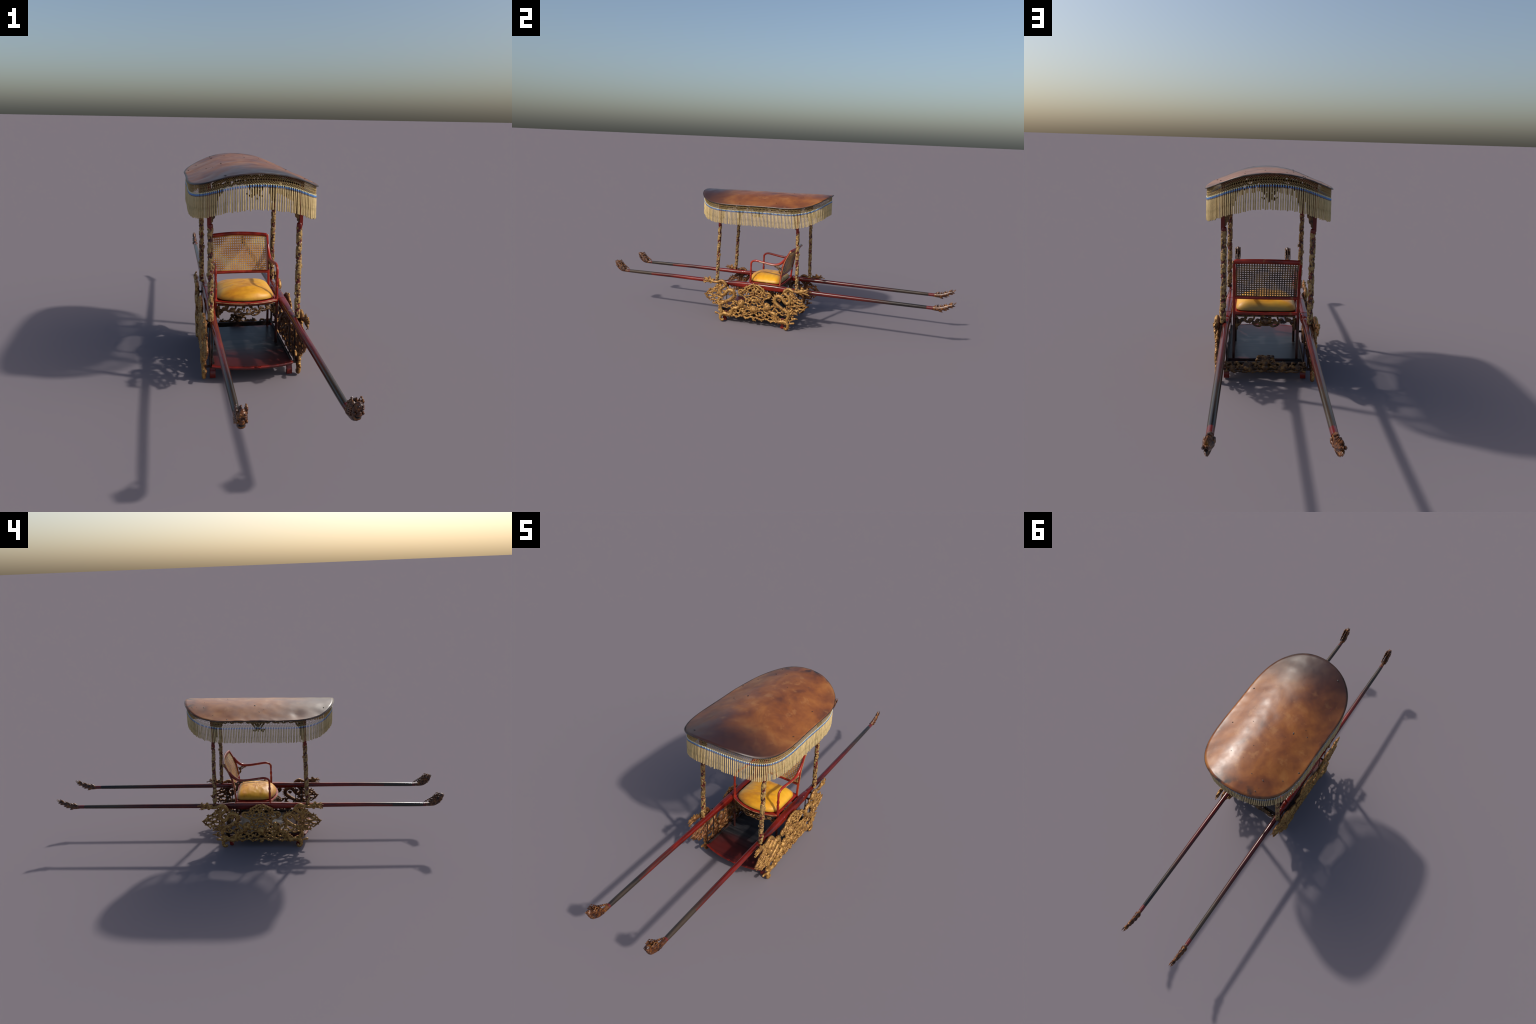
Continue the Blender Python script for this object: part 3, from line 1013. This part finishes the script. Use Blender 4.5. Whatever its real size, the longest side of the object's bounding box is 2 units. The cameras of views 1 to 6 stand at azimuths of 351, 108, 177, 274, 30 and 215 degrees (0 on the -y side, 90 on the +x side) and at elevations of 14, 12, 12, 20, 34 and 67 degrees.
for sx in (-1, 1):
    for y, sy in ((-.258, -1), (.088, 1)):
        prof = [(-.012, .058), (.012, .058), (.010, .050), (.0045, .044), (.003, .036), (.006, .030), (.011, .024), (.0125, .015), (.011, .004), (.007, 0), (-.004, 0), (-.0085, .004),
                (-.0085, .011), (-.004, .0155), (-.002, .021), (-.006, .027), (-.0105, .035), (-.0115, .046)]
        b = Builder()
        b.plate(prof, lambda u, v, t: (XC + sx * .139 - sx * t, y + sy * u, v), -.010, .010)
        o = b.make("foot", MT["red"], floor, smooth=45)
        bevel(o, .0015)

b = Builder()
for sx in (-1, 1):
    for yy in (-.252, -.284, .106, .138):
        x = XC + sx * (.139 if abs(yy - YC) < .19 else .150)
        b.tube([(x, yy, FZ - .012), (x, yy, .225)], .0024, sides=8)
    for yy in (YC - .170, YC + .170):
        b.box((min(XC + sx * .139, XC + sx * .166), yy - .003, .205), (max(XC + sx * .139, XC + sx * .166), yy + .003, .213))
    for yy in (YC - .2, YC + .2):
        b.box((min(XC + sx * .139, XC + sx * .166), yy - .003, .047), (max(XC + sx * .139, XC + sx * .166), yy + .003, .055))
b.make("strut", MT["black"], root, smooth=40)


# ------------------------------------------------------------------ rear carved apron
def lotus(c, u0, z0, s, k=1.0):
    for i in range(7):
        a = pi * (.08 + .84 * i / 6)
        c.leaf((u0, z0), a if s > 0 else pi - a, .018 * k * (1 - .12 * abs(i - 3)), .0040 * k, .005, .3 * s)
    c.knob((u0, z0), .0072 * k, .002)


c = Carving(lambda u, z, d: (XC + u, .1165 + d, z), (0, 1, 0), 1.35)
for s in (-1, 1):
    S = lambda L, d=0.0: [(s * u, z, d) for u, z in L]
    c.stem(S([(0, .042), (.015, .038), (.028, .041), (.042, .037), (.058, .040), (.075, .036), (.092, .040), (.110, .037), (.126, .041), (.146, .038)]), .0042)
    c.stem(S([(0, .066), (.014, .070), (.026, .064), (.040, .070), (.054, .066), (.068, .072)]), .0032)
    c.stem(S([(.010, .076), (.022, .084), (.032, .080), (.030, .072)]), [.003, .0034, .002])
    c.stem(S([(0, .086), (.010, .094), (.020, .092), (.022, .098)]), [.005, .0042, .0025])
    c.stem(S([(.010, .050), (.022, .056), (.034, .050), (.046, .056), (.05, .046)]), .0034)
    lotus(c, s * .066, .052, s, 1.35)
    lotus(c, s * .058, .044, s, 1.05)
    lotus(c, s * .118, .048, s, .9)
    c.stem(S([(.080, .050), (.094, .060), (.106, .054), (.118, .062), (.130, .054), (.146, .060)]), .0036)
    c.stem(S([(.094, .060), (.098, .070), (.108, .070)]), .0030)
    c.stem(S([(.118, .062), (.124, .070), (.136, .068), (.144, .074)]), .0030)
    c.stem(S([(.110, .037), (.114, .048), (.106, .054)]), .0030)
    c.stem(S([(.138, .038), (.136, .048), (.130, .054)]), .0030)
    c.knob((s * .100, .054), .0062, 0); c.knob((s * .124, .050), .0058, 0); c.knob((s * .036, .060), .0060, 0)
    c.knob((s * .140, .062), .0056, 0)
lotus(c, 0, .070, 1, 1.35)
c.knob((0, .054), .0110, .001, 1.2)
c.knob((0, .088), .0060, .003)
c.scatter(80, 6, .009, .0026)
c.b.make("rear_apron", MT["shadegilt"], root, smooth=60)


# ------------------------------------------------------------------ valance under the canopy
def valance(c, half, top):
    """top(u) = upper edge; corner brackets, centre pendant and a thin scroll band."""
    for s in (-1, 1):
        T = lambda u, dz: (s * u, top(s * u) - dz * 1.4)
        n = 9
        c.stem([T(half * i / n, .004 + .002 * (i % 2)) for i in range(n + 1)], .0030, n=3, sides=6)
        c.stem([T(half * i / n, .012 + .003 * sin(i * 2.1)) for i in range(n + 1)], .0020, n=3, sides=5)
        c.stem([T(half * i / 14, .019 + .004 * sin(i * 2.6)) for i in range(15)], .0024, n=3, sides=5)
        for i in range(7):
            c.knob(T(half * (i + .5) / 7, .017), .0034, 0, 1.4, i * 1.3)
        # centre pendant
        c.stem([T(0, .044), T(.012, .040), T(.022, .030), T(.034, .020), T(.050, .012)], [.0028, .0030, .0026, .002])
        c.stem([T(.004, .034), T(.012, .026), T(.008, .016), T(.018, .010)], .0024)
        c.stem([T(.012, .026), T(.022, .018), T(.020, .008)], .0022)
        c.stem([T(.026, .026), T(.028, .016), T(.036, .008)], .0020)
        c.knob(T(.008, .044), .0036, 0); c.knob(T(.016, .022), .0034, 0)
        c.stem([T(.010, .048), T(.020, .050), T(.026, .046)], [.002, .002, .001])
        # corner bracket
        h = half
        c.stem([T(h - .004, .050), T(h - .012, .046), T(h - .020, .036), T(h - .030, .030), T(h - .040, .018), T(h - .056, .012)], [.0034, .0034, .003, .002])
        c.stem([T(h - .004, .034), T(h - .014, .028), T(h - .022, .018), T(h - .030, .010)], .0030)
        c.stem([T(h - .006, .018), T(h - .018, .014), T(h - .024, .024)], .0028)
        c.knob(T(h - .010, .040), .0050, 0); c.knob(T(h - .024, .026), .0042, 0); c.knob(T(h - .016, .022), .0040, 0)
    c.knob((0, top(0) - .058), .0060, .001)
    c.stem([(0, top(0) - .006), (0, top(0) - .042), (0, top(0) - .074)], [.003, .0036, .0014])


for sx in (-1, 1):
    x = XC + sx * (PX + .004)
    c = Carving(lambda u, z, d, x=x: (x + d, YC + u, z), (1, 0, 0), 1.5)
    valance(c, PYT - .006, lambda u: roof_z(x, YC + u) - .020)
    c.scatter(90, 2, .008, .0022)
    c.b.make("valance", MT["shadegilt"], root, smooth=60)
for sy in (-1, 1):
    y = YC + sy * PYT
    c = Carving(lambda u, z, d, y=y: (XC + u, y + d, z), (0, 1, 0), 1.6)
    valance(c, PX - .006, lambda u: roof_z(XC + u, y) - .020)
    c.scatter(90, 3, .008, .0022)
    c.b.make("valance", MT["shadegilt"], root, smooth=60)


# ------------------------------------------------------------------ carrying poles
def pole_z(y):
    return 0.2255 + 0.0018 * (y - YC) + (-0.0045 if y < -.6 else 0) * min(1, (-.6 - y) / .3) * 1.0


def square_ring(y, z, x, hw, hh, roundness, seg=28):
    pts = []
    for k in range(seg):
        a = 2 * pi * (k + .5) / seg
        c, s = cos(a), sin(a)
        e = 2 / roundness
        pts.append(Vector((x + math.copysign(abs(c) ** e, c) * hw, y, z + math.copysign(abs(s) ** e, s) * hh)))
    return pts


def pole_x(y, sx):
    return XC + sx * (0.1385 - .004 * max(0, (abs(y - YC) - .3) / .6)) - (.004 if y > .5 and sx < 0 else 0) * (y - .5) / .5


for sx in (-1, 1):
    b = Builder()
    seg = 28
    ys = [(-.908, .0088, 2), (-.88, .0098, 2), (-.83, .0104, 2), (-.74, .0107, 2), (-.6, .0111, 2), (-.45, .0115, 2), (-.33, .0122, 2), (-.275, .0128, 2), (-.262, .0136, 2.2), (-.252, .0136, 2.2),
          (-.248, .0126, 2.2), (-.238, .0128, 2.5), (-.19, .0145, 3), (-.14, .0153, 3.4), (-.1225, .0155, 3.6), (-.121, .0147, 3.6), (-.117, .0147, 3.6), (-.1155, .0155, 3.6),
          (-.02, .0158, 3.6), (.0555, .0155, 3.6), (.057, .0147, 3.6), (.061, .0147, 3.6), (.0625, .0155, 3.6), (.09, .0150, 3.2), (.108, .0140, 2.6), (.11, .0128, 2.4), (.116, .0128, 2.3), (.118, .0134, 2.2), (.134, .0134, 2.1),
          (.137, .0124, 2), (.20, .0122, 2), (.34, .0118, 2), (.52, .0112, 2), (.68, .0106, 2), (.80, .0100, 2), (.855, .0095, 2), (.858, .0090, 2), (.862, .0094, 2), (.889, .0090, 2)]
    for y, r, k in ys:
        fl = 1.08 if abs(y - YC) < .16 else 1.0
        b.v += square_ring(y, pole_z(y), pole_x(y, sx), r, r * fl, k, seg)
    for i in range(len(ys) - 1):
        for k in range(seg):
            k2 = (k + 1) % seg
            b.face((i * seg + k, (i + 1) * seg + k, (i + 1) * seg + k2, i * seg + k2))
    b.face(range(seg)); b.face([(len(ys) - 1) * seg + k for k in reversed(range(seg))])
    pole = b.make("carrying_pole", MT["pole"], root, smooth=28)

    # ---- dragon-head finial
    hx = pole_x(-.95, sx) + .001
    V = lambda y, z, dx=0.0: Vector((hx + dx, y, z))
    b = Builder()
    neck = catmull([V(-.900, .2200), V(-.920, .2200), V(-.944, .2215), V(-.958, .2280), V(-.965, .2370), V(-.967, .2440)], 5)
    b.tube(neck, [.0091, .0094, .0096, .0098, .0088, .0060], sides=14)
    b.make("dragon_neck", MT["finial"], pole, smooth=60)
    # the head looks forward and up along this axis
    f = Vector((0, -.45, .9)).normalized()           # chin to brow
    o = Vector((0, -.9, -.45)).normalized()          # out of the face
    base = V(-.9665, .2480)
    hp = lambda up, out, side=0.0: base + f * up + o * out + Vector((side, 0, 0))
    rot = Matrix((Vector((1, 0, 0)), o, f)).transposed()
    b = Builder()
    b.blob(hp(.010, .002), (.0132, .0120, .0255), rot, 16, 12, bump=.10)
    b.blob(hp(.026, .006), (.0108, .0085, .0090), rot, 14, 9, bump=.10)      # forehead
    b.blob(hp(.004, .013), (.0096, .0058, .0060), rot, 12, 8, bump=.12)      # upper lip
    b.blob(hp(.012, .012), (.0068, .0064, .0050), rot, 12, 8, bump=.1)       # nose
    b.blob(hp(-.0105, .0110), (.0098, .0072, .0052), rot, 12, 8, bump=.12)   # lower jaw
    b.blob(hp(-.0185, .0075), (.0084, .0064, .0064), rot, 12, 8, bump=.2)     # beard
    for s in (-1, 1):
        b.blob(hp(.024, .0115, s * .0055), (.0046, .0036, .0040), rot, 10, 7)  # brow knobs
        b.blob(hp(.0165, .0120, s * .0060), .0033, rot, 10, 7)                 # eyes
        b.blob(hp(.008, .0125, s * .0105), (.0030, .0042, .0036), rot, 9, 6)   # nostril wing
        b.blob(hp(.001, .0070, s * .0115), (.0030, .0060, .0056), rot, 9, 6, bump=.2)   # cheek
        # snout horn at the very front
        b.tube([hp(.028, .0085, s * .005), hp(.0325, .0115, s * .0055), hp(.035, .0125, s * .0055)], [.0034, .0030, .0014], sides=8)
        # ear / horn laid backwards
        b.tube(catmull([hp(.018, -.001, s * .0105), hp(.013, -.008, s * .0118), hp(.004, -.015, s * .0120), hp(-.002, -.023, s * .0115)], 3), [.0032, .0026, .0020, .0008], sides=7)
    b.make("dragon_head", MT["finial"], pole, smooth=70)
    b = Builder()
    b.blob(hp(-.0032, .0148), (.0078, .0046, .0022), rot, 12, 6)  # solid black blob set between the jaws in place of an open mouth
    b.make("mouth_blob", MT["mouth"], pole)
    # flowing mane: open curls from the cheek back down to the pole
    b = Builder()
    rng = random.Random(31 + sx)
    for s in (-1, 1):
        for i in range(11):
            t = i / 10
            up = .030 - .042 * t
            st = hp(up, -.003, s * .0112)
            L = .030 + .016 * sin(t * pi)
            down = Vector((s * .001, L * (.74 + .3 * t), -L * (.05 + .62 * t ** .7)))
            mid1 = st + down * .35 + Vector((s * .0018, 0, .0045 * (1 if i % 2 else -1)))
            mid2 = st + down * .72 + Vector((0, 0, -.0040 * (1 if i % 2 else -1)))
            en = st + down
            if en.z < .2255:
                en.z = .2255 + rng.uniform(0, .004)
            tip = en + Vector((-s * .002, -.005, .006))
            b.tube(catmull([st, mid1, mid2, en, tip], 4), [.0020, .0022, .0019, .0017, .0011], sides=6)
    # flat curls on the crest behind the head
    for i in range(7):
        t = i / 6
        p = hp(.026 - .03 * t, -.012 - .012 * t) + Vector((0, .006 + .03 * t, -.004 - .014 * t))
        r = .0055 - .0012 * t
        pts = [p + Vector((0, r * cos(q * .7), r * sin(q * .7))) * (1 - q * .06) for q in range(10)]
        b.tube(pts, [.0017, .0018, .0012], sides=6)
        b.tube([p + Vector((0, r, 0)), p + Vector((0, r + .006, -.006))], .0015, sides=6)
    b.make("dragon_mane", MT["finial"], pole, smooth=70)

    # ---- tail finial: tapering spine with leaf-like barbs
    tx = pole_x(.95, sx)
    b = Builder()
    spine = catmull([(tx, .880, .2270), (tx, .900, .2265), (tx, .920, .2275), (tx, .940, .2340), (tx, .955, .2410), (tx, .975, .2510), (tx, .985, .2575), (tx, .994, .2625)], 5)
    b.tube(spine, [.0092, .0112, .0122, .0120, .0106, .0084, .0052, .0008], sides=12, flat=.76)
    n = len(spine)
    for k, t in enumerate((.16, .30, .44, .57, .70, .82)):
        p = spine[int(t * (n - 1))]
        tg = (spine[int(t * (n - 1)) + 1] - p).normalized()
        nr = Vector((0, -tg.z, tg.y))
        s = 1.42 * (1 - .52 * t)
        for up in (1, -1):
            if up < 0 and k == 0:
                continue
            d = tg * 1.25 + nr * up
            for dx in (0,):
                b.spike(p + nr * up * .0065 * s + Vector((dx * s, 0, 0)), d, .0175 * s, .0054 * s, (1, 0, 0), .0058 * s)
        for s2 in (-1, 1):
            b.tube(catmull([p + Vector((s2 * .0072 * s, 0, .003)), p + tg * .012 + Vector((s2 * .0074 * s, 0, -.001)), p + tg * .024 + Vector((s2 * .0045 * s, 0, .002))], 3), [.0030 * s, .0034 * s, .0008], sides=6)
    b.make("dragon_tail", MT["finial"], pole, smooth=60)


# ------------------------------------------------------------------ armchair
CX = 0.1155
SEAT_Z = 0.236


def back_y(z):
    """Depth of the reclining stile at height z."""
    return table([.06, .24, .27, .315, .365, .400, .428, .445], [.062, .058, .060, .0645, .074, .088, .1035, .113], z)


def front_y(t):
    """Bowed front edge of the seat, t in -1..1."""
    return -.152 + .034 * abs(t) ** 2


b = Builder()
fr = [(XC + t / 12 * CX, front_y(t / 12), SEAT_Z) for t in range(-12, 13)]
b.tube(fr, .0072, sides=4, axis=Vector((0, 0, 1)), twist=pi / 4, flat=1.0)
for sx in (-1, 1):
    b.tube([(XC + sx * (CX - .004), -.117, SEAT_Z), (XC + sx * (CX - .005), .058, SEAT_Z)], .0072, sides=4, axis=Vector((0, 0, 1)), twist=pi / 4)
b.tube([(XC - CX, .058, SEAT_Z), (XC + CX, .058, SEAT_Z)], .0072, sides=4, axis=Vector((0, 0, 1)), twist=pi / 4)
b.box((XC - .106, -.125, SEAT_Z - .003), (XC + .106, .053, SEAT_Z + .003))
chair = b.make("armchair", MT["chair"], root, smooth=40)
bevel(chair, .0012)

b = Builder()
b.tube([(p[0], p[1] - .0056, p[2]) for p in fr], .0017, sides=6)
b.make("gilt_moulding", MT["stripe"], chair)

for sx in (-1, 1):
    x = XC + sx * CX
    # turned front post that becomes the arm
    b = Builder()
    prof = [(FZ, .0052), (.12, .0050), (.20, .0052), (.222, .0056), (.228, .0066), (.246, .0066), (.250, .0050), (.254, .0058), (.262, .0056), (.283, .0062), (.288, .0056), (.290, .0040), (.293, .0052),
            (.297, .0044), (.303, .0062), (.308, .0068), (.314, .0056), (.322, .0040), (.326, .0050), (.330, .0044), (.340, .0054), (.346, .0056)]
    b.tube([(x, -.118, z) for z, r in prof], [r for z, r in prof] if False else 1.0, sides=14)
    k0 = len(b.v) - len(prof) * 14
    for i, (z, r) in enumerate(prof):
        for k in range(14):
            a = 2 * pi * k / 14
            b.v[k0 + i * 14 + k] = Vector((x + r * cos(a), -.118 + r * sin(a), z))
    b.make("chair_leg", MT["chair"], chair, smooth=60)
    b = Builder()
    arm = catmull([(x, -.118, .344), (x, -.1165, .354), (x, -.108, .3625), (x, -.096, .3665), (x, -.082, .3670), (x, -.045, .3615), (x, -.005, .3560), (x, .022, .3550), (x, .042, .3590), (x, .058, .3680),
                   (x, .072, .3820), (x, .086, .4020)], 5)
    b.tube(arm, [.0055, .0056, .0056, .0058, .0060, .0062, .0066, .0070, .0074, .0074, .0070, .0060], sides=12, flat=.95)
    b.make("armrest", MT["chair"], chair, smooth=60)
    b = Builder()
    b.tube([Vector((x + sx * .0052, p.y, p.z - .0006)) for p in arm[22:44]], .0022, sides=6)
    b.make("gilt_moulding", MT["stripe"], chair)
    # rear stile and leg
    b = Builder()
    zs = [FZ, .12, .18, .24, .27, .30, .33, .36, .385, .405, .425, .4385]
    b.tube(catmull([(x, back_y(z), z) for z in zs], 3), [.0062, .0062, .0064, .0066, .0066, .0066], sides=4, twist=pi / 4)
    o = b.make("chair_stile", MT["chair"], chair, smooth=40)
    bevel(o, .0014)
    b = Builder()
    b.tube(catmull([(x + sx * .0042, back_y(z) + .0016, z) for z in zs[3:]], 2), .0016, sides=6)
    b.blob((x + sx * .004, back_y(.436) + .003, .436), (.0030, .0062, .0062), seg=12, rings=8)
    b.make("gilt_moulding", MT["stripe"], chair)
    # pierced bracket between arm and stile
    c = Carving(lambda u, z, d, x=x: (x + d, u, z), (1, 0, 0))
    c.stem([(.062, .345), (.052, .338), (.044, .346), (.030, .344), (.018, .3455)], [.0034, .0042, .0040, .0036, .0016], flat=.8)
    c.stem([(.061, .335), (.053, .330), (.050, .320), (.054, .312), (.060, .306)], [.003, .0042, .0044, .004, .002], flat=.8)
    c.stem([(.052, .338), (.046, .332), (.040, .336), (.034, .340)], .0026, flat=.8)
    c.knob((.049, .339), .0046); c.knob((.0535, .317), .0046); c.knob((.028, .3455), .0036)
    c.b.make("arm_bracket", MT["shadegilt"], chair, smooth=60)


def back_pt(t, z, out=0.0):
    """Point on the bowed back: t in -1..1 across, z height."""
    bow = .013 * (1 - t * t) * min(1, max(0, (z - .24) / .17))
    crown = .0055 * (1 - t * t) * min(1, max(0, (z - .40) / .035))
    return Vector((XC + t * (CX - .002), back_y(z) + bow + out, z + crown))


b = Builder()
b.tube([back_pt(t / 10, .4375) for t in range(-10, 11)], .0084, sides=8, axis=Vector((0, 1, 0)), flat=.75)
b.tube([back_pt(t / 10, .2965) for t in range(-10, 11)], .0060, sides=8, axis=Vector((0, 1, 0)), flat=.8)
b.make("back_rail", MT["chair"], chair, smooth=60)

b = Builder()
NV, NH = 24, 15
z0, z1 = .3035, .4300
for i in range(NV + 1):
    t = -.945 + 2 * .945 / NV * i
    b.tube([back_pt(t, z0 + (z1 - z0) * k / 20, .0004 * (1 if (k + i) % 2 else -1)) for k in range(21)], .0025, sides=6, axis=Vector((0, 1, 0)), flat=.3)
for j in range(NH + 1):
    z = z0 + (z1 - z0) * j / NH
    b.tube([back_pt(t / 24 * .955, z, .0004 * (1 if (t + j) % 2 else -1)) for t in range(-24, 25)], .0023, sides=6, axis=Vector((0, 1, 0)), flat=.3)
# beaded binding round the cane
for z in (.3035, .4290):
    for k in range(60):
        b.blob(back_pt((k / 59 * 2 - 1) * .945, z, -.0008), (.0019, .0012, .0016), seg=6, rings=4)
o = b.make("cane_back", MT["cane"], chair, smooth=60)
o["kind"] = "stuff"

# pierced aprons under the seat
for yy, back in ((-.119, False), (.056, True)):
    c = Carving(lambda u, z, d, yy=yy: (XC + u, yy + d - (.024 * (1 - (u / .115) ** 2) if not back else 0), z), (0, 1, 0), 1.45)
    for s in (-1, 1):
        S = lambda L: [(s * u, z, 0) for u, z in L]
        c.stem(S([(.108, .226), (.08, .225), (.04, .226), (0, .225)]), .0026)
        c.stem(S([(.108, .176), (.104, .192), (.094, .197), (.090, .205), (.078, .208), (.066, .202), (.052, .206), (.040, .199), (.026, .200), (.014, .193), (0, .1915)]), [.0036, .0032, .0030, .0032])
        c.stem(S([(.106, .186), (.106, .215)]), .0048)
        c.stem(S([(.094, .200), (.088, .214), (.074, .213), (.070, .222)]), .0024)
        c.stem(S([(.066, .202), (.058, .214), (.046, .212), (.042, .222)]), .0024)
        c.stem(S([(.040, .199), (.032, .212), (.020, .210), (.016, .222)]), .0024)
        for u, zz, a in ((.020, .197, -1.2), (.034, .203, 2.2), (.046, .208, .8), (.060, .207, -2), (.073, .212, 1), (.085, .209, 2.4), (.098, .196, -1.3), (.100, .216, .4), (.012, .214, 1.9), (.105, .182, -1.6)):
            c.leaf((s * u, zz), a if s > 0 else pi - a, .010, .0030, .001, .8)
        c.stem(S([(.014, .193), (.024, .186), (.040, .190), (.050, .199)]), .0024)
        c.knob((s * .012, .206), .0072, 0); c.knob((s * .030, .206), .0042, 0); c.knob((s * .098, .205), .0058, 0); c.knob((s * .052, .212), .0036, 0)
    c.knob((0, .206), .0105, 0, 1.1)
    c.b.make("seat_apron", MT["shadegilt"], chair, smooth=60)

# cushion: plump, bowed front, soft puckers
b = Builder()
seg, lay = 72, 18


def cushion_pt(a, k, top):
    ex = 7.0
    c, s = cos(a), sin(a)
    r = (abs(c) ** ex + abs(s) ** ex) ** (-1 / ex) * k
    u, v = r * c, r * s                      # -1..1
    x = XC + u * .1105
    yf = front_y(u) + .003
    yb = .056
    y = yf + (yb - yf) * (v + 1) / 2
    p = Vector((x, y, 0))
    edge = max(0.0, 1 - k ** 5.0)
    if top:
        back = (v + 1) / 2
        z = .2455 + .0430 * max(0.0, 1 - k ** (3 + 3 * back ** 2)) ** .6 * (1 - .26 * u * u) * (1 - .12 * back ** 3)
        z += .0030 * noise.noise(Vector((x * 16, y * 46, 1))) * edge + .0013 * noise.noise(Vector((x * 60, y * 90, 3)))
        z -= .0030 * abs(noise.noise(Vector((x * 24 + y * 14, y * 30 - x * 18, 7)))) ** .5 * edge          # soft folds
    else:
        z = .2455 - .004 * edge ** .35
    return Vector((x, y, z))


for top in (True, False):
    start = len(b.v)
    b.v.append(cushion_pt(0, 1e-4, top))
    for i in range(1, lay + 1):
        k = 1 - (1 - i / lay) ** 1.7
        for j in range(seg):
            b.v.append(cushion_pt(2 * pi * j / seg, k, top))
    for j in range(seg):
        j2 = (j + 1) % seg
        b.face((start, start + 1 + j, start + 1 + j2))
        for i in range(lay - 1):
            o = start + 1 + i * seg
            b.face((o + j, o + seg + j, o + seg + j2, o + j2))
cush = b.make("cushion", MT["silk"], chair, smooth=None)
w = cush.modifiers.new("weld", "WELD")
w.merge_threshold = 0.0003
